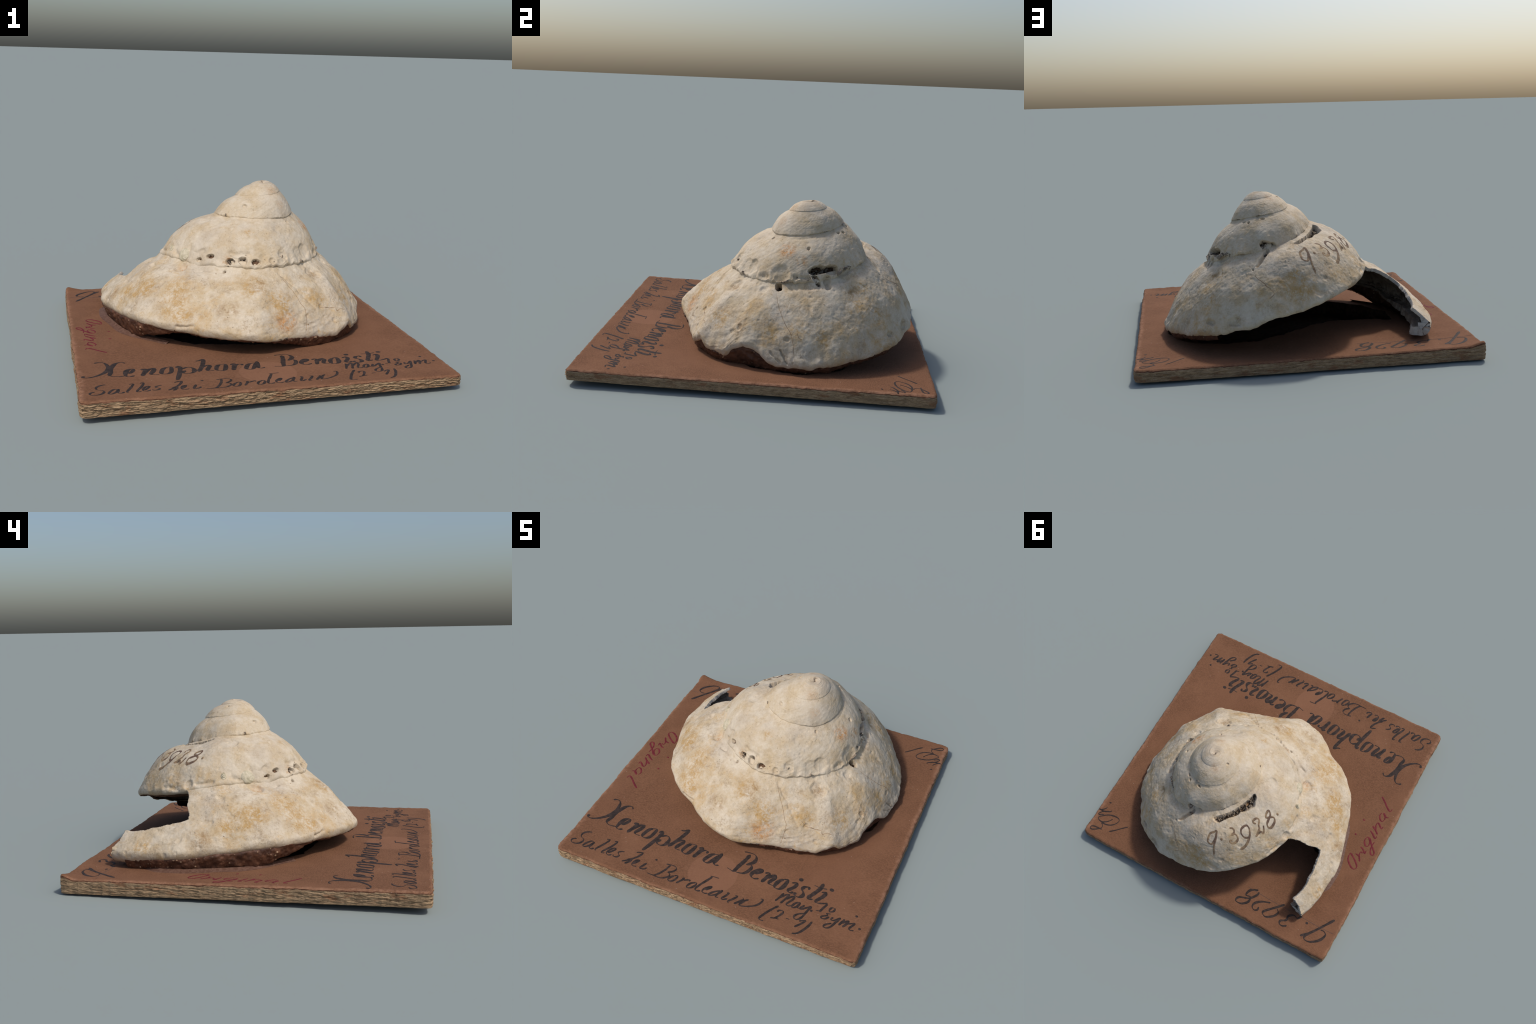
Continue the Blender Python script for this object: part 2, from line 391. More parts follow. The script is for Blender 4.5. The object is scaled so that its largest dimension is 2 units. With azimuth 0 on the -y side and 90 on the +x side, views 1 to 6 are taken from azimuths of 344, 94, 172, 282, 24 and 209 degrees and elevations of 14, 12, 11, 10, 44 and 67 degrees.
bulge = pchip([150, 170, 185, 200, 225, 247, 260, 275, 300, 318, 335, 360, 395, 412, 435, 474, 500, 526, 548, 580, 628, 660, 705, 740, 780, 815, 1000, 1064, 1150, 2500],
              [0.045, 0.06, 0.080, 0.078, 0.060, 0.040, 0.056, 0.070, 0.090, 0.085, 0.075, 0.058, 0.055, 0.075, 0.085, 0.165, 0.155, 0.13, 0.12, 0.125, 0.078, 0.07, 0.07, 0.075, 0.060, 0.10, 0.085, 0.06, 0.085, 0.085])
skew = pchip([150, 430, 470, 520, 570, 2500], [1.08, 1.0, 0.72, 0.8, 1.0, 0.95])
WALL, RIM = 132, 30
U_END = 2060

def columns():
    us = [151.0]
    while us[-1] < U_END:
        us.append(us[-1] + min(8.0, math.degrees(0.0044 / max(float(rad(us[-1])), 1e-3))))
    return np.array(us)

def shell_sheet(U):
    """outer sheet in (radius, height) for each column: wall from the suture out to the periphery, then the rim turning under"""
    R1, Z1 = rad(U), hgt(U) + lift(U)
    R0, Z0 = _rad0(U + 360) - tuck_r(U + 360), _hgt0(U + 360) + lift(U + 360) - tuck_z(U + 360)
    s = np.linspace(0, 1, WALL)[None, :]
    dr, dz = (R1 - R0)[:, None], (Z1 - Z0)[:, None]
    L = np.hypot(dr, dz); L = np.maximum(L, 1e-4)
    e = skew(U)[:, None]; prof = np.sin(np.pi * s ** e) * (1 + 0.8 * (e - 0.95) * (s - 0.5))
    h = bulge(U)[:, None] * L * prof
    r = R0[:, None] + dr * s + (-dz / L) * h
    z = Z0[:, None] + dz * s + (dr / L) * h
    rise = np.clip(1 - np.arange(WALL) / 7.0, 0, 1)[None, :] * smooth(U, 150, 160)[:, None]
    inset = np.clip(_rad0(U + 360) / 0.45, 0.02, 1) * (1 - smooth(U, 1100, 1250))
    r = r - rise * (0.030 * inset)[:, None]; z = z + rise * (0.034 * inset)[:, None]
    q = np.linspace(0, 1, RIM + 1)[1:]
    pr = pchip([0, 0.12, 0.28, 0.45, 0.7, 1.0], [0, -0.004, -0.022, -0.050, -0.095, -0.145])(q)
    pz = pchip([0, 0.12, 0.28, 0.45, 0.7, 1.0], [0, -0.024, -0.047, -0.056, -0.056, -0.050])(q)
    k = rim_size(U)[:, None]
    kr = flange(U)[:, None] * np.clip(k / 0.5, 0.05, 1)
    r2 = R1[:, None] + pr[None] * kr
    z2 = Z1[:, None] + pz[None] * k
    dR, dZ = lip_wobble(U)
    wt = np.concatenate([s ** 7, np.ones((1, RIM))], 1)
    r, r2 = r + dR[:, None] * wt[:, :WALL], r2 + dR[:, None]
    z, z2 = z + dZ[:, None] * wt[:, :WALL], z2 + dZ[:, None]
    # broken base of the older whorl hangs down, torn, under the free lip next to the window
    hang = (smooth(U, 455, 520) * (1 - smooth(U, 545, 556)))[:, None]
    z2 = z2 - hang * 0.022 * smooth(q, 0.35, 1.0)[None]
    r, z = np.concatenate([r, r2], 1), np.concatenate([z, z2], 1)
    # soften the keel where wall and rim meet
    soft = (smooth(np.arange(WALL + RIM), WALL - 16, WALL - 6) * (1 - smooth(np.arange(WALL + RIM), WALL + 6, WALL + 12)))[None] * smooth(-U, -600, -540)[:, None]
    for _ in range(14):
        for A in (r, z):
            A[:, 1:-1] += 0.5 * soft[:, 1:-1] * (0.5 * (A[:, :-2] + A[:, 2:]) - A[:, 1:-1])
    return r, z

# broken window in the last whorl (seen from above)
WINDOW = [(-0.36, 0.452), (-0.383, 0.437), (-0.443, 0.396), (-0.50, 0.382), (-0.548, 0.374), (-0.60, 0.350), (-0.626, 0.345),
          (-0.637, 0.380), (-0.643, 0.425), (-0.650, 0.519), (-0.647, 0.598), (-0.640, 0.655), (-0.618, 0.716), (-0.60, 0.80), (-0.3, 0.9)]

def nearest_on(poly, x, y):
    best = np.full(x.shape, 9.0); bx, by = x.copy(), y.copy()
    for (x0, y0), (x1, y1) in zip(poly, poly[1:]):
        d2 = (x1 - x0) ** 2 + (y1 - y0) ** 2
        t = np.clip(((x - x0) * (x1 - x0) + (y - y0) * (y1 - y0)) / d2, 0, 1)
        px, py = x0 + t * (x1 - x0), y0 + t * (y1 - y0)
        d = np.hypot(x - px, y - py); m = d < best
        best[m], bx[m], by[m] = d[m], px[m], py[m]
    return best, bx, by

def jagged(poly, step=0.008, amount=0.0028):
    out = []
    for (x0, y0), (x1, y1) in zip(poly, poly[1:]):
        n = max(1, int(math.hypot(x1 - x0, y1 - y0) / step))
        for i in range(n): out.append((x0 + (x1 - x0) * i / n, y0 + (y1 - y0) * i / n))
    out.append(poly[-1]); A = np.array(out)
    P = np.concatenate([A, np.zeros((len(A), 1))], 1)
    A[:, 0] += amount * fbm(P, 28, 61); A[:, 1] += amount * fbm(P, 28, 62)
    return [tuple(p) for p in A]

# local relief: kind, ends of its axis, radius, depth (negative = raised), range of turning angle it belongs to
DENTS = [
    ("hole", (0.524, 0.304, 0.590), (0.492, 0.417, 0.593), .021, .055, 667, 808),
    ("hole", (0.539, 0.311, 0.555), (0.546, 0.337, 0.518), .010, .03, 312, 787),
    ("pit", (0.519, 0.382, 0.543), (0.547, 0.385, 0.512), .018, .014, 319, 800),
    ("hole", (0.533, 0.104, 0.499), (0.564, 0.116, 0.478), .014, .04, 273, 397),
    ("hole", (0.234, 0.588, 0.666), (0.187, 0.579, 0.654), .019, .04, 745, 874),
    ("pit", (0.214, 0.597, 0.630), (0.286, 0.681, 0.561), .010, .016, 379, 509),
    ("hole", (0.316, 0.690, 0.540), (0.316, 0.690, 0.540), .010, .018, 376, 496),
    ("pit", (0.223, 0.478, 0.801), (0.223, 0.478, 0.801), .010, .016, 746, 866),
    ("pit", (0.309, 0.458, 0.772), (0.309, 0.458, 0.772), .009, .014, 723, 843),
    ("hole", (-0.018, -0.167, 0.552), (-0.016, -0.171, 0.547), .019, .034, 542, 662),
    ("hole", (-0.099, -0.142, 0.536), (-0.081, -0.147, 0.538), .018, .024, 532, 654),
    ("dent", (-0.144, -0.103, 0.544), (-0.144, -0.103, 0.544), .030, .008, 526, 646),
    ("dent", (-0.240, 0.002, 0.563), (-0.216, -0.016, 0.576), .018, .009, 510, 633),
    ("facet", (0.227, -0.157, 0.565), (0.227, -0.157, 0.565), .030, .009, 572, 692),
    ("dent", (0.101, -0.182, 0.562), (0.101, -0.182, 0.562), .020, .008, 556, 676),
    ("dent", (0.472, 0.010, 0.530), (0.495, 0.041, 0.531), .016, .010, 615, 741),
    ("dent", (0.542, 0.203, 0.548), (0.544, 0.281, 0.550), .013, .010, 649, 782),
    ("dent", (0.479, 0.456, 0.562), (0.436, 0.508, 0.593), .012, .010, 335, 827),
    ("hole", (-0.197, -0.059, 0.551), (-0.180, -0.072, 0.555), .010, .018, 518, 640),
    ("hole", (-0.249, -0.018, 0.528), (-0.243, -0.024, 0.528), .012, .014, 511, 632),
    ("hole", (0.046, -0.191, 0.540), (0.063, -0.193, 0.542), .015, .014, 550, 672),
    ("pit", (0.155, -0.194, 0.545), (0.155, -0.194, 0.545), .020, .008, 562, 682),
    ("pit", (0.060, 0.105, 0.817), (0.060, 0.105, 0.817), .013, .009, 886, 1006),
    ("pit", (0.107, 0.286, 0.904), (0.107, 0.286, 0.904), .008, .006, 1188, 1308),
    ("pit", (0.792, 0.100, 0.183), (0.810, 0.145, 0.138), .006, .007, 284, 408),
    ("pit", (0.789, 0.153, 0.195), (0.815, 0.188, 0.133), .006, .009, 289, 412),
    ("pit", (0.456, 0.270, 0.697), (0.456, 0.270, 0.697), .011, .012, 661, 781),
    ("pit", (0.315, 0.057, 0.720), (0.315, 0.057, 0.720), .009, .008, 596, 716),
    ("pit", (0.331, 0.430, 0.775), (0.331, 0.430, 0.775), .011, .012, 714, 834),
    ("pit", (0.761, 0.179, 0.256), (0.761, 0.179, 0.256), .014, .008, 291, 411),
    ("pit", (0.690, -0.090, 0.290), (0.690, -0.090, 0.290), .018, .007, 263, 383),
    ("pit", (0.540, 0.028, 0.471), (0.540, 0.028, 0.471), .024, .008, 264, 384),
    ("pit", (0.431, 0.835, 0.282), (0.431, 0.835, 0.282), .028, .014, 368, 488),
    ("pit", (0.575, 0.744, 0.263), (0.575, 0.744, 0.263), .022, .012, 352, 472),
    ("facet", (0.517, 0.117, 0.556), (0.517, 0.117, 0.556), .050, .011, 634, 754),
    ("facet", (0.390, -0.054, 0.564), (0.390, -0.054, 0.564), .045, .012, 599, 719),
    ("dent", (0.289, -0.126, 0.561), (0.289, -0.126, 0.561), .050, -.008, 581, 701),
    ("facet", (0.349, -0.094, 0.556), (0.349, -0.094, 0.556), .045, .008, 591, 711),
    ("facet", (-0.344, 0.020, 0.473), (-0.344, 0.020, 0.473), .040, .013, 143, 263),
    ("facet", (0.419, -0.150, 0.449), (0.419, -0.150, 0.449), .048, .011, 236, 356),
    ("dent", (0.279, -0.169, 0.487), (0.382, -0.266, 0.380), .020, -.006, 218, 347),
    ("dent", (0.186, -0.224, 0.483), (0.361, -0.338, 0.312), .010, .005, 207, 343),
    ("dent", (-0.080, -0.118, 0.585), (0.017, -0.161, 0.577), .018, .009, 532, 665),
    ("dent", (0.049, -0.473, 0.278), (0.049, -0.473, 0.278), .060, -.010, 197, 317),
    ("facet", (-0.394, 0.414, 0.496), (-0.394, 0.414, 0.496), .030, .009, 466, 586),
    ("pit", (-0.486, 0.203, 0.444), (-0.486, 0.203, 0.444), .022, .009, 125, 245),
    ("dent", (-0.497, 0.288, 0.441), (-0.497, 0.288, 0.441), .030, .006, 118, 238),
    ("dent", (-0.354, 0.152, 0.534), (-0.347, 0.118, 0.524), .016, .010, 491, 614),
    ("dent", (-0.344, 0.565, 0.464), (-0.385, 0.483, 0.470), .018, .010, 451, 579),
    ("dent", (-0.402, 0.359, 0.506), (-0.398, 0.264, 0.520), .012, .008, 471, 600),
    ("facet", (-0.163, 0.199, 0.714), (-0.163, 0.199, 0.714), .036, .007, 490, 610),
    ("dent", (0.214, -0.030, 0.698), (0.214, -0.030, 0.698), .022, .005, 570, 690),
    ("dent", (-0.020, -0.171, 0.545), (-0.083, -0.128, 0.569), .012, .007, 533, 662),
    ("hole", (-0.124, -0.158, 0.485), (-0.124, -0.158, 0.485), .009, .012, 171, 291),
    ("dent", (-0.245, -0.088, 0.477), (-0.273, -0.070, 0.473), .012, .010, 154, 277),
    ("facet", (-0.051, 0.819, 0.427), (-0.051, 0.819, 0.427), .034, .007, 415, 535),
    ("pit", (0.443, 0.830, 0.281), (0.443, 0.830, 0.281), .028, .013, 367, 487),
    ("pit", (0.563, 0.756, 0.263), (0.563, 0.756, 0.263), .022, .010, 354, 474),
    ("dent", (-0.430, -0.329, 0.230), (-0.347, -0.370, 0.241), .010, .010, 162, 288),
    ("dent", (0.528, 0.548, 0.481), (0.528, 0.548, 0.481), .05, .008, 341, 461),
    ("dent", (-0.411, 0.154, 0.472), (-0.411, 0.154, 0.472), .04, .007, 130, 250),
    ("slot", (0.036, 0.564, 0.660), (-0.108, 0.388, 0.698), 0.029, 0.034, 430, 560),
    ("slot", (-0.108, 0.388, 0.698), (-0.100, 0.350, 0.722), 0.024, 0.036, 430, 560),
]
SHELL_STAINS = [
    ("ochre", (0.079, 0.819, 0.461), .15, 1.0),
    ("ochre", (0.491, 0.579, 0.505), .07, .7),
    ("rust", (0.175, -0.440, 0.261), .10, .8),
    ("ochre", (0.148, -0.381, 0.351), .13, .75),
    ("rust", (0.445, 0.145, 0.678), .07, .9),
    ("rust", (0.499, 0.230, 0.635), .045, .7),
    ("ochre", (0.593, -0.208, 0.302), .10, .8),
    ("ochre", (0.744, 0.084, 0.268), .08, .8),
    ("ochre", (0.751, 0.373, 0.267), .08, .8),
    ("dirt", (0.419, -0.150, 0.449), .055, .9),
    ("rust", (-0.336, 0.015, 0.474), .045, .7),
    ("ochre", (-0.585, 0.049, 0.356), .16, .7),
    ("rust", (-0.112, -0.124, 0.546), .032, .8),
    ("ochre", (0.044, -0.057, 0.689), .05, .6),
    ("ochre", (-0.542, -0.034, 0.366), .10, .7),
    ("ochre", (-0.739, 0.586, 0.213), .08, .7),
    ("dirt", (-0.717, 0.258, 0.267), .10, .6),
    ("ochre", (0.006, -0.310, 0.427), .12, .6),
    ("tan", (0.237, 0.161, 0.894), .055, .7),
    ("tan", (0.287, 0.103, 0.814), .05, .6),
    ("tan", (0.159, 0.341, 0.906), .06, .6),
    ("dirt", (0.522, 0.519, 0.497), .05, .8),
    ("ochre", (0.399, -0.306, 0.333), .10, .7),
    ("dirt", (0.045, -0.302, 0.437), .08, .6),
    ("ochre", (0.743, 0.232, 0.294), .1, .6),
    ("ochre", (-0.431, -0.242, 0.328), .14, .7),
    ("ochre", (-0.407, -0.150, 0.396), .14, .6),
    ("ochre", (-0.396, -0.298, 0.294), .1, .7),
    ("ochre", (-0.662, 0.117, 0.301), .1, .7),
    ("rust", (-0.096, -0.139, 0.542), .03, .8),
    ("ochre", (0.563, 0.683, 0.358), .12, .6),
    ("dirt", (0.686, -0.097, 0.288), .08, .7),
    ("ochre", (0.570, 0.580, 0.420), .15, .6),
    ("dirt", (-0.155, -0.399, 0.322), .1, .5),
]


def capsule(P, a, b):
    a, b = np.array(a), np.array(b); ab = b - a
    t = np.clip(((P - a) @ ab) / max(float(ab @ ab), 1e-9), 0, 1)
    return np.linalg.norm(P - a - t[..., None] * ab, axis=-1)

def build_shell():
    U = columns()
    r, z = shell_sheet(U)
    ang = np.radians(U)[:, None]
    rows = np.arange(r.shape[1])[None, :] / 22.0
    tip = (1 - smooth(U, 151.0, 157.0))[:, None]
    Q = np.stack([rows + 0 * ang, 0 * rows + 0 * ang, 0 * rows + 0 * ang], -1)
    ang = ang + tip * (0.022 * fbm(Q, 1.0, 301, 4, 0.6) - 0.004)
    P = np.stack([AXIS[0] + r * np.cos(ang), AXIS[1] + r * np.sin(ang), z], -1)
    N = grid_normals(P)
    # ---- relief
    srow = np.arange(P.shape[1])[None, :] / WALL
    size = np.clip(rad(U) / 0.7, 0.12, 1)[:, None]
    rise = 0.0075 * fbm(P, 5.0, 1) + 0.0021 * fbm(P, 15, 2, 3) + 0.0011 * fbm(P, 55, 4, 3, 0.65)
    rise += 0.006 * fbm(P, 7.5, 6, 2) * smooth(srow, 0.62, 0.95) * (U < 520)[:, None]
    # growth lines run obliquely across the wall; knobbly ripples cross them
    phase = np.radians(U)[:, None] + 0.9 * srow ** 1.5 + 0.05 * noise(P, 4, 9)
    G = np.stack([phase * 16 + 0 * srow, srow * 1.2 + 0 * phase, np.repeat((U / 360)[:, None], P.shape[1], 1)], -1)
    rise += 0.0009 * noise(G, 1.0, 12) * smooth(srow, 0.05, 0.3)
    H = np.stack([phase * 30 + 0 * srow, srow * 16 + 0 * phase, 0 * P[..., 0]], -1)
    rise += 0.0015 * np.clip(noise(H, 1.0, 14), -0.1, 1) * smooth(noise(P, 3.5, 15), 0.0, 0.5) * smooth(srow, 0.1, 0.4)
    groove = np.exp(-((srow - 0.085) / 0.03) ** 2) * smooth(fbm(np.stack([phase * 2.2 + 0 * srow, 0 * P[..., 0], 0 * P[..., 0]], -1), 1.0, 19, 3), -0.2, 0.7)
    rise -= 0.008 * groove * (1 - smooth(U, 440, 480) + smooth(U, 500, 520) * 0.5)[:, None] * (U < 870)[:, None]
    rise *= size ** 0.6
    cord = np.stack([srow * 11 + 0 * phase, phase * 0.8 + 0 * srow, 0 * P[..., 0]], -1)
    rise += 0.0006 * fbm(cord, 1.0, 16) * smooth(U, 900, 1150)[:, None] * smooth(1.1 - srow, 0.1, 0.3)
    rise *= 1 - 0.5 * smooth(srow, 0.97, 1.05)
    P = P + N * rise[..., None]
    B = P.copy(); N = grid_normals(P); push = np.zeros(P.shape[:2]); floor = np.zeros(P.shape[:2], int)
    BW = B + 0.006 * np.stack([fbm(B, 24, 401, 2), fbm(B, 24, 402, 2), fbm(B, 24, 403, 2)], -1)
    ragged = 1 + 0.18 * noise(P, 32, 77) + 0.08 * noise(P, 80, 78)
    for kind, a, b, rr, dep, lo, hi in DENTS:
        c = np.where((U >= lo) & (U <= hi))[0]
        sl = slice(c[0], c[-1] + 1)
        d = capsule(BW[sl], a, b) / (rr * 1.15); dep = dep * 1.3
        if kind == "slot": d = d + 3 * (1 - smooth(np.arange(P.shape[1]), 5, 10))[None]
        if kind == "dent": w = np.exp(-1.4 * d ** 2)
        elif kind == "facet": w = (1 - smooth(d * (1 + 0.5 * (ragged[sl] - 1)), 0.62, 1.12)) * (0.6 + 0.4 * np.clip(1 - d, 0, 1))
        elif kind == "pit": w = 1 - smooth(d / ragged[sl], 0.45, 1.15)
        elif kind == "slot": w = 1 - smooth(d, 0.70, 1.15)
        else: w = 1 - smooth(d / ragged[sl], 0.72, 1.12)
        push[sl] = np.where(dep > 0, np.maximum(push[sl], dep * w), push[sl] + dep * w)
        if kind in ("hole", "slot"):
            floor[sl][w > (0.45 if kind == 'hole' else 0.7)] = 3 if kind == "hole" else 4
    pock = np.clip(noise(P, 26, 201) - 0.68, 0, 1) * 0.018 + np.clip(noise(P, 44, 202) - 0.7, 0, 1) * 0.012
    P = P - N * ((push + pock * size) * np.where((U > 530)[:, None], 1 - smooth(np.arange(P.shape[1]), WALL + 8, WALL + 16)[None], 1 - smooth(np.arange(P.shape[1]), WALL + 1, WALL + 7)[None]))[..., None]
    Nsmooth = grid_normals(P)
    n, m = P.shape[:2]
    # ---- broken window: snap the mesh to the break line, then drop the faces inside
    edge = jagged(WINDOW)
    body = (U < 235)[:, None] & np.ones((1, m), bool) & (np.arange(m)[None, :] < WALL + 4)
    dist, bx, by = nearest_on(edge, P[..., 0], P[..., 1])
    N = Nsmooth
    snap = body & (dist < 0.0034) & (N[..., 2] > 0.2)
    ex, ey = bx - P[..., 0], by - P[..., 1]
    dzz = -(N[..., 0] * ex + N[..., 1] * ey) / np.maximum(N[..., 2], 0.3)
    P[snap] += np.stack([ex, ey, np.clip(dzz, -0.007, 0.007)], -1)[snap]
    F = grid_faces(n, m)
    V = P.reshape(-1, 3)
    cen = V[F].mean(1)
    col = F[:, 0] // m; row = F[:, 0] % m
    cut = (U[col] < 235) & (row < WALL + 4) & inside(edge + [(-0.2, 0.6)], cen[:, 0], cen[:, 1])
    # ragged inner limit of the base
    lim = WALL + RIM * (0.86 + 0.10 * noise(np.stack([cen[:, 0] * 1, cen[:, 1], 0 * cen[:, 0]], -1), 22, 71))
    cut |= row > lim
    F = F[~cut]
    # ---- thickness
    Nf = Nsmooth.reshape(-1, 3)
    th = (0.020 + 0.030 * smooth(srow, 0.84, 1.0) * smooth(-U, -420, -300)[:, None] + 0.020 * smooth(srow, 0.84, 0.98) * (1 - smooth(srow, 1.06, 1.16)) * smooth(-U, -225, -185)[:, None] + 0 * P[..., 0])
    th = th * (1 - 0.72 * smooth(srow, 0.99, 1.05) * smooth(U, 172, 190)[:, None])
    th = th * np.clip(size, 0.3, 1)
    I = V - Nf * th.reshape(-1, 1)
    I = I + Nf * 0.003 * fbm(V, 18, 91)[:, None]
    return U, P, V, I, F, m, floor.reshape(-1)

def solidify(V, I, F):
    e = np.concatenate([F[:, [0, 1]], F[:, [1, 2]], F[:, [2, 3]], F[:, [3, 0]]])
    key = np.sort(e, 1); _, inv, cnt = np.unique(key, axis=0, return_inverse=True, return_counts=True)
    b = e[cnt[inv.ravel()] == 1]; k = len(V)
    caps = np.stack([b[:, 1], b[:, 0], b[:, 0] + k, b[:, 1] + k], 1)
    A = np.concatenate([V, I]); FF = np.concatenate([F, F[:, ::-1] + k, caps])
    mat = np.concatenate([np.zeros(len(F), int), np.ones(len(F), int), np.full(len(caps), 2)])
    return A, FF, mat

def compact(A, F, N=None):
    used = np.unique(F); new = np.full(len(A), -1); new[used] = np.arange(len(used))
    return A[used], new[F], (None if N is None else N[used])

def build_whorls():
    U, P, V, I, F, m, floor = build_shell()
    A, FF, mat = solidify(V, I, F)
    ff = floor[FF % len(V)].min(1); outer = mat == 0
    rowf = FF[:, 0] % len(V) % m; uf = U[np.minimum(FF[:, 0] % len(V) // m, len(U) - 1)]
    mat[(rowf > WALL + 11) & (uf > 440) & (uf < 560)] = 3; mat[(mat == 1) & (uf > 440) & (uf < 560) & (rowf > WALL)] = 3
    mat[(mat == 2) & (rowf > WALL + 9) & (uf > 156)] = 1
    outer &= mat == 0
    mat[outer] = np.where(ff[outer] > 0, ff[outer], 0)
    Nv = vertex_normals(A, FF)
    colu = U[np.minimum(FF[:, 0] % len(V) // m, len(U) - 1)]
    parts = [("body_whorl", 0, 512), ("penultimate_whorl", 512, 872), ("spire_whorl", 872, 1232), ("apex_whorl", 1232, 9999)]
    for name, a, b in parts:
        s = (colu >= a) & (colu < b)
        v, f, nn = compact(A, FF[s], Nv)
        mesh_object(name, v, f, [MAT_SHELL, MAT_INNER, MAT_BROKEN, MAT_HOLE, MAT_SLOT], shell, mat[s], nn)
    return V, F, U, m

def build_matrix():
    """brown sediment and glue filling the joint between the rim and the card"""
    U = np.arange(156.0, 418.0, 0.32)
    R, Z, k = rad(U), hgt(U) + lift(U), rim_size(U)
    top = Z - 0.030 * k
    gap_front = smooth(U, 194, 228) * (1 - smooth(U, 258, 284))
    right = smooth(U, 372, 390)
    ground = card_top(AXIS[0] + (R - 0.04) * np.cos(np.radians(U)), AXIS[1] + (R - 0.04) * np.sin(np.radians(U)))
    hang = Z - 0.056 * k - 0.009 - 0.024 * right
    low = ground - 0.004
    loose = np.maximum(gap_front, right)
    bot = np.minimum(low * (1 - loose) + hang * loose, Z - 0.056 * k - 0.006)
    bot = np.maximum(bot, ground - 0.004)
    fade = 1 - smooth(U, 400, 418)
    prof_r = pchip([0, 0.08, 0.3, 0.5, 0.62, 0.8, 1.0], [-0.034, -0.014, -0.020, -0.030, -0.045, -0.065, -0.085])
    seat_r = pchip([0, 0.08, 0.3, 0.5, 0.62, 0.8, 1.0], [-0.034, -0.013, -0.022, -0.040, -0.052, -0.075, -0.10])
    prof_t = pchip([0, 0.08, 0.3, 0.5, 0.62, 0.8, 1.0], [0.0, 0.12, 0.5, 0.9, 1.0, 0.95, 0.75])
    q = np.linspace(0, 1, 44)
    pinch = smooth(U, 156, 160)
    r = R[:, None] + prof_r(q)[None] * loose[:, None] + seat_r(q)[None] * (1 - loose)[:, None]
    z = top[:, None] * (1 - prof_t(q)) + bot[:, None] * prof_t(q)
    a = np.radians(U)[:, None]
    P = np.stack([AXIS[0] + r * np.cos(a), AXIS[1] + r * np.sin(a), z], -1)
    N = grid_normals(P)
    amp = (pinch * fade)[:, None]
    P = P + N * (amp * (0.006 * fbm(P, 22, 41, 3) + 0.004 * np.clip(noise(P, 85, 43), 0, 1)))[..., None]
    mesh_object("sediment_and_glue", P.reshape(-1, 3), grid_faces(*P.shape[:2])[:, ::-1], [MAT_MATRIX], specimen)
    # dusty film of dried glue spread over the card on the left
    U = np.arange(158.0, 216.0, 0.4); w = np.linspace(0, 1, 14)
    R = rad(U); amp = smooth(U, 158, 168) * (1 - smooth(U, 192, 212))
    P = np.stack([U[:, None] + 0 * w, R[:, None] + 0 * w, 0 * U[:, None] + w], -1)
    reach = (0.013 + 0.006 * noise(np.stack([U / 9, 0 * U, 0 * U], -1), 1.0, 51)) * amp
    r = R[:, None] - 0.03 - 0.06 * (1 - amp)[:, None] + w[None] * (0.03 + reach[:, None])
    x = AXIS[0] + r * np.cos(np.radians(U))[:, None]; y = AXIS[1] + r * np.sin(np.radians(U))[:, None]
    zz = card_top(x, y) + 0.012 * (1 - w[None]) ** 1.5 - 0.001 * w[None] + 0.001
    P = np.stack([x, y, zz], -1)
    mesh_object("glue_film", P.reshape(-1, 3), grid_faces(*P.shape[:2]), [MAT_GLUE], specimen)

# ================================================================== handwriting
INK = {}
def pen(word, *points): INK.setdefault(word, []).append(points)

def catmull(pts, step):
    p = np.array(pts, float)
    if len(p) == 2: q = np.array([p[0], p[1]]); 
    else:
        e = np.concatenate([[2 * p[0] - p[1]], p, [2 * p[-1] - p[-2]]]); out = []
        for i in range(len(p) - 1):
            a, b, c, d = e[i:i + 4]; n = max(2, int(np.linalg.norm(c - b) / step))
            t = np.linspace(0, 1, n, endpoint=False)[:, None]
            out.append(0.5 * (2 * b + (c - a) * t + (2 * a - 5 * b + 4 * c - d) * t**2 + (3 * b - a - 3 * c + d) * t**3))
        q = np.concatenate(out + [p[-1:]])
    L = np.concatenate([[0], np.cumsum(np.linalg.norm(np.diff(q, axis=0), axis=1))])
    n = max(3, int(L[-1] / step)); s = np.linspace(0, L[-1], n)
    return np.stack([np.interp(s, L, q[:, 0]), np.interp(s, L, q[:, 1])], -1)

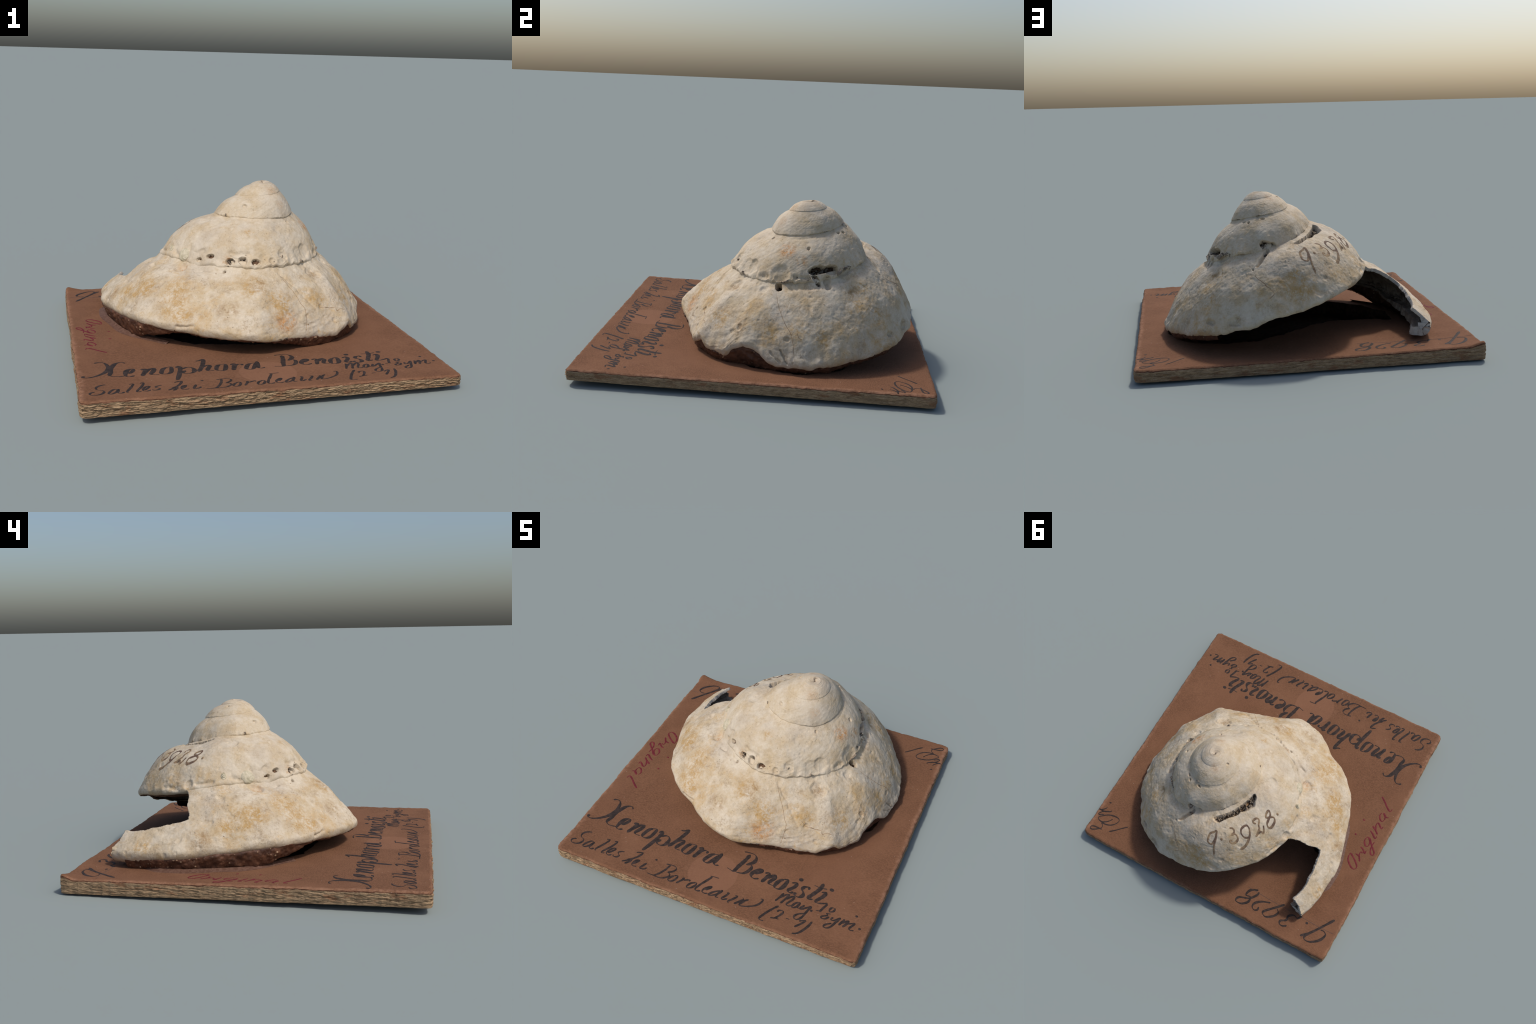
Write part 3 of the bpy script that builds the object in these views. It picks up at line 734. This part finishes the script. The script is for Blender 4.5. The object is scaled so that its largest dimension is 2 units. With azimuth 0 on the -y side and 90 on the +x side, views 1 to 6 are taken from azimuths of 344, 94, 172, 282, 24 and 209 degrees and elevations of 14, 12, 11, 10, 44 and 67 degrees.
def write(name, strokes, thick, thin, slant, surface, mat, parent, step=0.004, lift=0.0012):
    """broad-nib strokes as slightly raised ribbons of ink that follow the surface"""
    V, F = [], []
    ax = np.array([math.cos(math.radians(slant)), math.sin(math.radians(slant))])
    for k, st in enumerate(strokes):
        q = catmull(st, step); n = len(q)
        d = np.gradient(q, axis=0); d /= np.maximum(np.linalg.norm(d, axis=1, keepdims=True), 1e-9)
        w = thin + (thick - thin) * np.abs(d @ ax) ** 2.6
        dot = np.linalg.norm(np.array(st[0]) - np.array(st[-1])) < 0.018 and len(st) == 2
        if dot:
            c = q.mean(0); dd = (q[-1] - q[0]) / max(np.linalg.norm(q[-1] - q[0]), 1e-6)
            n = 9; q = c + dd * np.linspace(-0.55, 0.55, n)[:, None] * thick; d = np.repeat(dd[None], n, 0); w = np.full(n, thick)
        if dot: w = np.full(n, thick)
        w = np.convolve(np.pad(w, 2, "edge"), np.ones(5) / 5, "valid")
        t = np.linspace(0, 1, n)
        wob = 1 + 0.16 * noise(np.stack([q[:, 0], q[:, 1], 0 * t + k], -1), 55, 3)
        cap = np.sqrt(np.clip(np.minimum(t, 1 - t) * n * step / (0.5 * w + 1e-6), 0.06, 1))
        if dot: cap = np.sqrt(np.clip(1 - (2 * t - 1) ** 2, 0.03, 1))
        half = 0.5 * w * wob * cap
        side = np.stack([-d[:, 1], d[:, 0]], -1)
        b = sum(len(v) for v in V)
        rows = [q + side * (half * f)[:, None] for f in (-1, -0.4, 0.4, 1)]
        up = [lift * 0.3, lift, lift, lift * 0.3]
        X = np.stack(rows, 1)
        Z = np.stack([surface(X[:, j, 0], X[:, j, 1]) + up[j] for j in range(4)], 1)
        V.append(np.concatenate([X, Z[..., None]], -1).reshape(-1, 3))
        F.append(grid_faces(n, 4)[:, ::-1] + b)
    mesh_object(name, np.concatenate(V), np.concatenate(F), [mat], parent)

# ================================================================== small things grown on or stuck to the shell
def attach(name, centre, normal, towards, sizes, mat, ribs, seed, shape=1.0):
    """low scallop-shaped dome with concentric growth ridges fanning out from its beak"""
    n = np.array(normal); n /= np.linalg.norm(n)
    x = np.array(towards) - n * (np.array(towards) @ n); x /= np.linalg.norm(x); y = np.cross(n, x)
    t = np.linspace(0, 1, 46)[:, None]; a = np.linspace(0, 2 * np.pi, 97)[None, :-1]
    # rings are nested ellipses that all touch near the beak at +x
    cx = 0.82 * (1 - t); px = cx + t * np.cos(a); py = t * np.sin(a) * shape
    Q = np.stack([px, py, 0 * px + seed], -1)
    h = (1 - t ** 2.2) * 1.0 + 0 * a + 0.11 * ribs * np.sin(t * 6.283 * ribs * 5.5) * (t < 0.97) + 0.08 * noise(Q, 3, 9)
    h = h - 0.35 * (t > 0.97)
    P = np.array(centre) + (px * sizes[0])[..., None] * x + (py * sizes[0])[..., None] * y + ((h - 0.15) * sizes[1])[..., None] * n
    f = grid_faces(96, 46, wrap=True)
    V = P.transpose(1, 0, 2).reshape(-1, 3)
    mesh_object(name, V, f, [mat], shell)

def scatter_grains(V, N, U, m):
    """sand grains cemented to the last whorl"""
    base = np.array([[0, 0, 1], [1, 0, 0], [0, 1, 0], [-1, 0, 0], [0, -1, 0], [0, 0, -1]], float)
    tri = np.array([[0, 1, 2], [0, 2, 3], [0, 3, 4], [0, 4, 1], [5, 2, 1], [5, 3, 2], [5, 4, 3], [5, 1, 4]])
    mid, out = {}, []
    def half(i, j):
        k = (min(i, j), max(i, j))
        if k not in mid:
            p = pts[i] + pts[j]; pts.append(p / np.linalg.norm(p)); mid[k] = len(pts) - 1
        return mid[k]
    pts = list(base)
    for a, b, c in tri:
        ab, bc, ca = half(a, b), half(b, c), half(c, a); out += [(a, ab, ca), (b, bc, ab), (c, ca, bc), (ab, bc, ca)]
    S, T = np.array(pts), np.array(out); VV, FF, k = [], [], 0
    cols = np.where(U < 505)[0]
    for i in range(230):
        c = rng.choice(cols); row = int(rng.uniform(10, WALL - 8)); q = c * m + row
        if U[c] < 178 or noise(V[q][None], 4, 501)[0] < -0.05: continue
        size = 0.0022 + 0.0045 * rng.random() ** 3
        R = np.linalg.qr(rng.normal(size=(3, 3)))[0]
        body = (S * (1, 0.75, 0.6) * (1 + 0.2 * rng.normal(size=(len(S), 1)))) @ R * size
        VV.append(body + V[q] + N[q] * size * 0.15); FF.append(T + k); k += len(S)
    o = mesh_object("cemented_sand_grains", np.concatenate(VV), np.concatenate(FF), [MAT_GRAIN], shell)
    o["kind"] = "stuff"

# species name
pen("species_name", (-0.893, -0.467), (-0.878, -0.458), (-0.855, -0.456), (-0.836, -0.474), (-0.827, -0.507), (-0.825, -0.544), (-0.835, -0.583), (-0.858, -0.62), (-0.895, -0.653), (-0.929, -0.67), (-0.952, -0.671), (-0.963, -0.662), (-0.954, -0.65))
pen("species_name", (-0.732, -0.487), (-0.745, -0.471), (-0.763, -0.47), (-0.785, -0.486), (-0.801, -0.517), (-0.814, -0.561), (-0.819, -0.608), (-0.828, -0.649), (-0.811, -0.666), (-0.787, -0.669), (-0.752, -0.661))
pen("species_name", (-0.731, -0.631), (-0.711, -0.607), (-0.7, -0.579), (-0.703, -0.57), (-0.72, -0.574), (-0.739, -0.598), (-0.748, -0.639), (-0.746, -0.667), (-0.728, -0.673), (-0.704, -0.661))
pen("species_name", (-0.664, -0.591), (-0.646, -0.579), (-0.636, -0.585), (-0.647, -0.619), (-0.666, -0.672))
pen("species_name", (-0.657, -0.646), (-0.627, -0.596), (-0.604, -0.577), (-0.592, -0.579), (-0.601, -0.612), (-0.618, -0.649), (-0.607, -0.662), (-0.577, -0.662))
pen("species_name", (-0.527, -0.574), (-0.549, -0.595), (-0.563, -0.638), (-0.56, -0.661), (-0.532, -0.662), (-0.512, -0.639), (-0.503, -0.588), (-0.506, -0.571), (-0.527, -0.574))
pen("species_name", (-0.478, -0.591), (-0.466, -0.574), (-0.456, -0.58), (-0.465, -0.634), (-0.482, -0.699), (-0.501, -0.761))
pen("species_name", (-0.451, -0.61), (-0.427, -0.594), (-0.404, -0.595), (-0.39, -0.621), (-0.396, -0.659), (-0.418, -0.676), (-0.444, -0.674), (-0.454, -0.658), (-0.436, -0.635))
pen("species_name", (-0.36, -0.514), (-0.336, -0.506), (-0.314, -0.492), (-0.324, -0.54), (-0.342, -0.598), (-0.373, -0.665))
pen("species_name", (-0.343, -0.606), (-0.324, -0.59), (-0.302, -0.58), (-0.299, -0.596), (-0.319, -0.64), (-0.32, -0.662), (-0.289, -0.663))
pen("species_name", (-0.245, -0.585), (-0.264, -0.611), (-0.275, -0.651), (-0.268, -0.668), (-0.241, -0.673), (-0.224, -0.644), (-0.213, -0.594), (-0.219, -0.583), (-0.245, -0.585))
pen("species_name", (-0.19, -0.597), (-0.168, -0.587), (-0.168, -0.608), (-0.189, -0.679))
pen("species_name", (-0.168, -0.618), (-0.146, -0.598), (-0.123, -0.601), (-0.132, -0.615))
pen("species_name", (-0.072, -0.597), (-0.095, -0.615), (-0.115, -0.658), (-0.113, -0.678), (-0.088, -0.68), (-0.067, -0.649), (-0.049, -0.6), (-0.072, -0.597))
pen("species_name", (-0.036, -0.574), (-0.042, -0.624), (-0.05, -0.662), (-0.037, -0.676), (-0.015, -0.669))
pen("species_name", (0.126, -0.511), (0.116, -0.567), (0.1, -0.621), (0.087, -0.67), (0.061, -0.669), (0.039, -0.663))
pen("species_name", (0.083, -0.504), (0.11, -0.498), (0.152, -0.499), (0.172, -0.52), (0.172, -0.554), (0.146, -0.586), (0.133, -0.592))
pen("species_name", (0.137, -0.59), (0.165, -0.584), (0.176, -0.606), (0.166, -0.64), (0.146, -0.663), (0.113, -0.671), (0.097, -0.669))
pen("species_name", (0.214, -0.634), (0.236, -0.614), (0.247, -0.592), (0.235, -0.588), (0.213, -0.608), (0.197, -0.642), (0.203, -0.665), (0.226, -0.671), (0.251, -0.659))
pen("species_name", (0.268, -0.605), (0.288, -0.593), (0.297, -0.602), (0.29, -0.631), (0.275, -0.677))
pen("species_name", (0.296, -0.635), (0.319, -0.605), (0.334, -0.594), (0.338, -0.615), (0.323, -0.648), (0.321, -0.668), (0.354, -0.672))
pen("species_name", (0.392, -0.6), (0.369, -0.627), (0.36, -0.663), (0.364, -0.68), (0.392, -0.68), (0.41, -0.652), (0.417, -0.611), (0.415, -0.593), (0.392, -0.6))
pen("species_name", (0.445, -0.604), (0.475, -0.593), (0.473, -0.623), (0.446, -0.667), (0.465, -0.677), (0.48, -0.664))
pen("species_name", (0.48, -0.557), (0.496, -0.56))
pen("species_name", (0.557, -0.611), (0.554, -0.592), (0.528, -0.601), (0.52, -0.623), (0.536, -0.644), (0.54, -0.667), (0.519, -0.687), (0.491, -0.678), (0.499, -0.662))
pen("species_name", (0.623, -0.529), (0.617, -0.576), (0.596, -0.623), (0.575, -0.667), (0.587, -0.673), (0.605, -0.665))
pen("species_name", (0.575, -0.563), (0.614, -0.568), (0.657, -0.561))
pen("species_name", (0.634, -0.596), (0.66, -0.587), (0.654, -0.621), (0.625, -0.671), (0.643, -0.678), (0.672, -0.668), (0.697, -0.657))
pen("species_name", (0.677, -0.554), (0.692, -0.556))

# locality line
pen("locality_line", (-0.86, -0.769), (-0.883, -0.777), (-0.905, -0.796), (-0.909, -0.819), (-0.897, -0.834), (-0.878, -0.842), (-0.874, -0.861), (-0.891, -0.885), (-0.925, -0.894), (-0.943, -0.882), (-0.938, -0.865), (-0.919, -0.856))
pen("locality_line", (-0.8, -0.836), (-0.824, -0.833), (-0.843, -0.856), (-0.855, -0.884), (-0.842, -0.892), (-0.82, -0.874), (-0.801, -0.833))
pen("locality_line", (-0.801, -0.833), (-0.81, -0.88), (-0.793, -0.889), (-0.779, -0.876))
pen("locality_line", (-0.747, -0.778), (-0.726, -0.776), (-0.741, -0.822), (-0.767, -0.877), (-0.758, -0.89))
pen("locality_line", (-0.693, -0.774), (-0.674, -0.769), (-0.688, -0.818), (-0.718, -0.875), (-0.716, -0.888), (-0.697, -0.882))
pen("locality_line", (-0.681, -0.872), (-0.66, -0.844), (-0.651, -0.825), (-0.665, -0.823), (-0.682, -0.845), (-0.689, -0.875), (-0.671, -0.887), (-0.652, -0.874))
pen("locality_line", (-0.591, -0.821), (-0.61, -0.827), (-0.624, -0.84), (-0.615, -0.854), (-0.605, -0.862), (-0.616, -0.878), (-0.637, -0.881), (-0.643, -0.87))
pen("locality_line", (-0.524, -0.792), (-0.504, -0.783), (-0.484, -0.781), (-0.499, -0.819), (-0.533, -0.863), (-0.569, -0.893))
pen("locality_line", (-0.547, -0.879), (-0.534, -0.857), (-0.52, -0.853), (-0.524, -0.873), (-0.545, -0.901))
pen("locality_line", (-0.499, -0.882), (-0.478, -0.854), (-0.472, -0.84), (-0.487, -0.844), (-0.498, -0.867), (-0.5, -0.888), (-0.486, -0.895), (-0.465, -0.89))
pen("locality_line", (-0.422, -0.84), (-0.431, -0.862), (-0.442, -0.888), (-0.435, -0.894), (-0.413, -0.887), (-0.403, -0.872))
pen("locality_line", (-0.387, -0.79), (-0.377, -0.794))
pen("locality_line", (-0.282, -0.794), (-0.296, -0.845), (-0.328, -0.9), (-0.356, -0.907), (-0.383, -0.906))
pen("locality_line", (-0.309, -0.797), (-0.289, -0.791), (-0.252, -0.79), (-0.235, -0.806), (-0.245, -0.831), (-0.272, -0.85))
pen("locality_line", (-0.272, -0.85), (-0.252, -0.857), (-0.251, -0.877), (-0.279, -0.903), (-0.312, -0.909), (-0.335, -0.907))
pen("locality_line", (-0.221, -0.856), (-0.239, -0.881), (-0.242, -0.899), (-0.225, -0.904), (-0.208, -0.889), (-0.198, -0.858), (-0.206, -0.849), (-0.221, -0.856))
pen("locality_line", (-0.169, -0.854), (-0.157, -0.848), (-0.166, -0.869), (-0.185, -0.901))
pen("locality_line", (-0.154, -0.863), (-0.134, -0.851), (-0.118, -0.846), (-0.12, -0.857))
pen("locality_line", (-0.079, -0.847), (-0.105, -0.866), (-0.116, -0.894), (-0.108, -0.904), (-0.086, -0.893), (-0.071, -0.863), (-0.075, -0.845))
pen("locality_line", (-0.008, -0.765), (-0.028, -0.807), (-0.05, -0.853), (-0.061, -0.891), (-0.046, -0.9), (-0.026, -0.89))
pen("locality_line", (-0.023, -0.765), (0.001, -0.761), (0.033, -0.759))
pen("locality_line", (-0.002, -0.872), (0.02, -0.845), (0.022, -0.834), (0.005, -0.846), (-0.013, -0.87), (-0.015, -0.891), (0.006, -0.897), (0.022, -0.889))
pen("locality_line", (0.084, -0.84), (0.06, -0.855), (0.037, -0.879), (0.031, -0.897), (0.053, -0.89), (0.081, -0.864), (0.094, -0.829))
pen("locality_line", (0.094, -0.829), (0.077, -0.866), (0.075, -0.892), (0.093, -0.89))
pen("locality_line", (0.123, -0.838), (0.137, -0.834), (0.125, -0.862), (0.112, -0.887), (0.124, -0.891), (0.146, -0.874))
pen("locality_line", (0.176, -0.832), (0.192, -0.834), (0.176, -0.863), (0.155, -0.892), (0.169, -0.901))
pen("locality_line", (0.227, -0.833), (0.234, -0.839), (0.22, -0.861), (0.195, -0.892))
pen("locality_line", (0.264, -0.828), (0.246, -0.843), (0.233, -0.867), (0.227, -0.886), (0.252, -0.886), (0.293, -0.867), (0.322, -0.844), (0.338, -0.815), (0.34, -0.792), (0.323, -0.794))

# authority note
pen("authority_note", (0.699, -0.662), (0.684, -0.699), (0.674, -0.734))
pen("authority_note", (0.649, -0.731), (0.672, -0.728))
pen("authority_note", (0.433, -0.695), (0.421, -0.735), (0.407, -0.77))
pen("authority_note", (0.421, -0.741), (0.444, -0.707), (0.467, -0.692), (0.458, -0.73), (0.442, -0.772))
pen("authority_note", (0.46, -0.733), (0.482, -0.704), (0.501, -0.692), (0.498, -0.718), (0.477, -0.762), (0.491, -0.771), (0.511, -0.761))
pen("authority_note", (0.538, -0.721), (0.521, -0.738), (0.512, -0.764), (0.52, -0.772), (0.538, -0.755), (0.548, -0.722), (0.538, -0.721))
pen("authority_note", (0.549, -0.725), (0.544, -0.758), (0.559, -0.76))
pen("authority_note", (0.579, -0.726), (0.562, -0.756), (0.569, -0.762), (0.591, -0.742), (0.619, -0.717))
pen("authority_note", (0.619, -0.717), (0.607, -0.759), (0.595, -0.813), (0.577, -0.839), (0.555, -0.838), (0.554, -0.817), (0.574, -0.796), (0.605, -0.778))
pen("authority_note", (0.625, -0.744), (0.631, -0.748))
pen("authority_note", (0.742, -0.673), (0.729, -0.678), (0.723, -0.699), (0.731, -0.708), (0.749, -0.694), (0.75, -0.675), (0.742, -0.673))
pen("authority_note", (0.741, -0.721), (0.714, -0.727), (0.727, -0.736), (0.696, -0.76), (0.703, -0.771), (0.724, -0.764), (0.739, -0.742))
pen("authority_note", (0.761, -0.736), (0.754, -0.756), (0.769, -0.758), (0.787, -0.742), (0.803, -0.723))
pen("authority_note", (0.803, -0.723), (0.786, -0.766), (0.769, -0.808), (0.747, -0.825), (0.732, -0.82), (0.739, -0.802), (0.768, -0.78))
pen("authority_note", (0.819, -0.728), (0.828, -0.727), (0.818, -0.751), (0.809, -0.776))
pen("authority_note", (0.82, -0.756), (0.851, -0.725), (0.852, -0.74), (0.833, -0.779))
pen("authority_note", (0.854, -0.747), (0.889, -0.727), (0.888, -0.738), (0.872, -0.771), (0.881, -0.782), (0.902, -0.776))
pen("authority_note", (0.922, -0.751), (0.934, -0.755))
pen("authority_note", (0.881, -0.674), (0.887, -0.677))
pen("authority_note", (0.442, -0.794), (0.412, -0.838), (0.386, -0.888), (0.373, -0.924), (0.386, -0.933), (0.405, -0.93))
pen("authority_note", (0.456, -0.839), (0.452, -0.829), (0.467, -0.819), (0.484, -0.823), (0.476, -0.851), (0.453, -0.886), (0.43, -0.894))
pen("authority_note", (0.429, -0.891), (0.453, -0.886), (0.48, -0.882))
pen("authority_note", (0.513, -0.858), (0.537, -0.858))
pen("authority_note", (0.59, -0.845), (0.625, -0.826), (0.609, -0.857), (0.581, -0.894))
pen("authority_note", (0.662, -0.817), (0.652, -0.858), (0.632, -0.902), (0.611, -0.93), (0.585, -0.942))

# red word
pen("red_word", (-0.797, 0.204), (-0.805, 0.239), (-0.843, 0.277), (-0.874, 0.285), (-0.884, 0.26), (-0.852, 0.224), (-0.804, 0.191), (-0.797, 0.204))
pen("red_word", (-0.833, 0.176), (-0.865, 0.183), (-0.885, 0.216))
pen("red_word", (-0.874, 0.202), (-0.859, 0.162), (-0.864, 0.145), (-0.877, 0.152))
pen("red_word", (-0.843, 0.112), (-0.867, 0.123), (-0.891, 0.145), (-0.891, 0.121))
pen("red_word", (-0.76, 0.039), (-0.776, 0.048))
pen("red_word", (-0.849, 0.03), (-0.848, 0.06), (-0.868, 0.088), (-0.888, 0.083), (-0.885, 0.05), (-0.863, 0.022), (-0.849, 0.03))
pen("red_word", (-0.873, 0.022), (-0.908, 0.067), (-0.946, 0.106), (-0.948, 0.13), (-0.928, 0.126), (-0.912, 0.085), (-0.915, 0.034))
pen("red_word", (-0.851, -0.031), (-0.877, -0.015), (-0.907, 0.009), (-0.911, -0.013))
pen("red_word", (-0.765, -0.086), (-0.782, -0.079))
pen("red_word", (-0.85, -0.071), (-0.884, -0.049), (-0.909, -0.027))
pen("red_word", (-0.884, -0.049), (-0.869, -0.09), (-0.878, -0.11), (-0.915, -0.08), (-0.92, -0.102))
pen("red_word", (-0.868, -0.196), (-0.86, -0.172), (-0.877, -0.14), (-0.898, -0.134), (-0.902, -0.169), (-0.878, -0.196))
pen("red_word", (-0.876, -0.2), (-0.908, -0.176), (-0.925, -0.185))
pen("red_word", (-0.81, -0.309), (-0.846, -0.282), (-0.881, -0.249), (-0.913, -0.23), (-0.921, -0.255))

# catalogue number
pen("catalogue_number", (-0.349, 0.744), (-0.299, 0.771), (-0.287, 0.815), (-0.323, 0.814), (-0.325, 0.851), (-0.289, 0.885), (-0.243, 0.886), (-0.252, 0.853), (-0.32, 0.825), (-0.358, 0.777), (-0.359, 0.753))
pen("catalogue_number", (-0.468, 0.782), (-0.411, 0.804), (-0.372, 0.835), (-0.366, 0.866), (-0.389, 0.882), (-0.41, 0.87), (-0.408, 0.848))
pen("catalogue_number", (-0.563, 0.745), (-0.516, 0.794), (-0.457, 0.854), (-0.454, 0.874), (-0.484, 0.886), (-0.531, 0.855), (-0.548, 0.818), (-0.527, 0.797))
pen("catalogue_number", (-0.708, 0.759), (-0.687, 0.789), (-0.656, 0.782), (-0.623, 0.805), (-0.622, 0.838), (-0.589, 0.861), (-0.592, 0.882), (-0.617, 0.887), (-0.645, 0.871))
pen("catalogue_number", (-0.752, 0.787), (-0.767, 0.788))
pen("catalogue_number", (-0.922, 0.676), (-0.884, 0.733), (-0.812, 0.835), (-0.758, 0.888))
pen("catalogue_number", (-0.812, 0.835), (-0.788, 0.876), (-0.799, 0.897), (-0.841, 0.892), (-0.892, 0.851), (-0.912, 0.804), (-0.892, 0.783), (-0.865, 0.784))

# pencil rule
pen("pencil_rule", (-0.272, 0.757), (-0.482, 0.766), (-0.629, 0.765))
pen("pencil_rule", (-0.703, 0.766), (-0.814, 0.771), (-0.956, 0.769))

# corner note
pen("corner_note", (0.724, 0.788), (0.764, 0.826), (0.795, 0.857), (0.827, 0.884))
pen("corner_note", (0.855, 0.79), (0.87, 0.814), (0.89, 0.833), (0.918, 0.846), (0.943, 0.841), (0.955, 0.829), (0.942, 0.81), (0.904, 0.78), (0.862, 0.766), (0.822, 0.766), (0.807, 0.783), (0.818, 0.811), (0.844, 0.837), (0.88, 0.849), (0.911, 0.852), (0.894, 0.868), (0.892, 0.885), (0.909, 0.904), (0.944, 0.927), (0.964, 0.925), (0.963, 0.91), (0.944, 0.9), (0.916, 0.898), (0.882, 0.894))
pen("corner_note", (0.895, 0.738), (0.91, 0.754), (0.947, 0.769), (0.987, 0.769))
pen("corner_note", (0.899, 0.748), (0.948, 0.773), (0.97, 0.8), (0.962, 0.807), (0.933, 0.79))
pen("corner_note", (0.939, 0.731), (0.951, 0.752), (0.982, 0.776))
pen("corner_note", (0.949, 0.694), (0.931, 0.687))
# ink number on the shell and hairline cracks (seen from above)
pen("shell_number", (0.007, 0.641), (0.016, 0.657), (0.037, 0.675), (0.038, 0.699), (0.033, 0.721), (0.019, 0.728), (0.001, 0.725), (-0.006, 0.708), (-0.007, 0.681), (0.003, 0.642))
pen("shell_number", (0.003, 0.642), (-0.010, 0.686), (-0.016, 0.721), (-0.024, 0.746), (-0.031, 0.759), (-0.036, 0.769))
pen("shell_number", (-0.044, 0.673), (-0.049, 0.675))
pen("shell_number", (-0.062, 0.592), (-0.078, 0.584), (-0.094, 0.587), (-0.101, 0.604), (-0.091, 0.626))
pen("shell_number", (-0.093, 0.624), (-0.107, 0.606), (-0.126, 0.607), (-0.140, 0.621), (-0.134, 0.645), (-0.121, 0.657), (-0.107, 0.661), (-0.098, 0.656), (-0.108, 0.647), (-0.115, 0.650))
pen("shell_number", (-0.198, 0.574), (-0.176, 0.588), (-0.151, 0.585), (-0.138, 0.573), (-0.133, 0.552), (-0.150, 0.522), (-0.173, 0.527), (-0.190, 0.547), (-0.198, 0.566), (-0.202, 0.596), (-0.196, 0.629), (-0.178, 0.659))
pen("shell_number", (-0.203, 0.482), (-0.183, 0.485), (-0.177, 0.472), (-0.190, 0.451), (-0.208, 0.452), (-0.219, 0.479), (-0.233, 0.497), (-0.236, 0.523), (-0.233, 0.546))
pen("shell_number", (-0.232, 0.529), (-0.239, 0.512), (-0.253, 0.500), (-0.263, 0.505), (-0.263, 0.489), (-0.246, 0.462))
pen("shell_number", (-0.241, 0.417), (-0.230, 0.400), (-0.229, 0.373), (-0.236, 0.365), (-0.254, 0.383), (-0.257, 0.411), (-0.262, 0.442), (-0.281, 0.453), (-0.295, 0.435), (-0.296, 0.401), (-0.283, 0.383), (-0.266, 0.389), (-0.242, 0.414))
pen("shell_number", (-0.286, 0.348), (-0.295, 0.353))
pen("hairline_cracks", (0.598, 0.106), (0.646, 0.121), (0.703, 0.155), (0.750, 0.197), (0.785, 0.217), (0.811, 0.224))
pen("hairline_cracks", (0.186, -0.232), (0.212, -0.266), (0.258, -0.315), (0.284, -0.349), (0.302, -0.366), (0.302, -0.395), (0.294, -0.429))
pen("hairline_cracks", (0.383, -0.319), (0.417, -0.321), (0.460, -0.313), (0.505, -0.305), (0.519, -0.314), (0.545, -0.301), (0.574, -0.293))
pen("hairline_cracks", (0.306, 0.720), (0.294, 0.743), (0.263, 0.779), (0.246, 0.803))
pen("hairline_cracks", (0.260, 0.790), (0.212, 0.830), (0.241, 0.844))
pen("hairline_cracks", (0.748, 0.232), (0.764, 0.243), (0.767, 0.263))

MAT_SHELL, MAT_INNER, MAT_BROKEN = shell_material(), inner_material(), broken_material()
MAT_HOLE = hole_material("dark_brown_recess", (0.07, 0.038, 0.024), (0.19, 0.115, 0.07))
MAT_SLOT = hole_material("tan_slot_floor", (0.36, 0.22, 0.115), (0.54, 0.38, 0.23))
MAT_MATRIX, MAT_GLUE = matrix_material(), glue_material()
MAT_CARD, MAT_EDGE = card_material(), edge_material()
MAT_FOLD = hole_material("worn_paper_fold", (0.095, 0.042, 0.026), (0.20, 0.098, 0.058))
MAT_SUNK_FLOOR = hole_material("near_black_sunk_floor", (0.022, 0.012, 0.008), (0.06, 0.032, 0.02))
MAT_GRAIN = hole_material("sand_grain", (0.30, 0.20, 0.11), (0.66, 0.58, 0.47))
MAT_BIVALVE = hole_material("attached_shell", (0.42, 0.37, 0.26), (0.60, 0.53, 0.40))
MAT_INK = ink_material("black_ink", (0.024, 0.018, 0.016), (0.055, 0.036, 0.030))
MAT_RED = ink_material("red_ink", (0.115, 0.014, 0.020), (0.17, 0.028, 0.032))
MAT_PENCIL = ink_material("pencil_line", (0.09, 0.06, 0.05), (0.14, 0.085, 0.065))
MAT_CRACK = ink_material("crack_dirt", (0.16, 0.095, 0.055), (0.38, 0.25, 0.14), 25)
MAT_SEPIA = ink_material("brown_ink", (0.12, 0.075, 0.055), (0.36, 0.25, 0.14), 18)

build_card()
SV, SF, SU, SM = build_whorls()
build_matrix()
scatter_grains(SV, vertex_normals(SV, SF), SU, SM)
attach("attached_bivalve", (-0.311, 0.075, 0.535), (-0.629, -0.643, 0.436), (0.029, -0.071, -0.039), (0.042, 0.017), MAT_BIVALVE, 0.5, 1, 1.0)
attach("attached_oyster", (-0.367, 0.206, 0.543), (-0.760, -0.255, 0.598), (0.032, 0.011, 0.044), (0.024, 0.016), MAT_BIVALVE, 0.7, 2, 0.75)


STYLE = {"species_name": (0.026, 0.005, 72, MAT_INK), "locality_line": (0.0150, 0.0042, 60, MAT_INK),
         "authority_note": (0.015, 0.005, 68, MAT_INK), "red_word": (0.013, 0.005, 140, MAT_RED),
         "catalogue_number": (0.018, 0.006, 60, MAT_INK), "pencil_rule": (0.003, 0.003, 90, MAT_PENCIL),
         "corner_note": (0.0105, 0.0045, 15, MAT_INK)}
for word, strokes in INK.items():
    if word in STYLE:
        thick, thin, slant, mat = STYLE[word]
        write(word, strokes, thick, thin, slant, card_top, mat, card)

tree = BVHTree.FromPolygons(SV.tolist(), SF.tolist())
def shell_top(x, y):
    out = np.zeros_like(x)
    for i, (a, b) in enumerate(zip(x.ravel(), y.ravel())):
        h = tree.ray_cast(Vector((a, b, 2.0)), Vector((0, 0, -1)))[0]
        out.ravel()[i] = h.z if h else 0.0
    return out
if "shell_number" in INK:
    write("shell_number", INK["shell_number"], 0.015, 0.009, 75, shell_top, MAT_SEPIA, shell, lift=0.0014)
if "hairline_cracks" in INK:
    write("hairline_cracks", INK["hairline_cracks"], 0.0026, 0.0018, 90, shell_top, MAT_CRACK, shell, lift=0.0006)
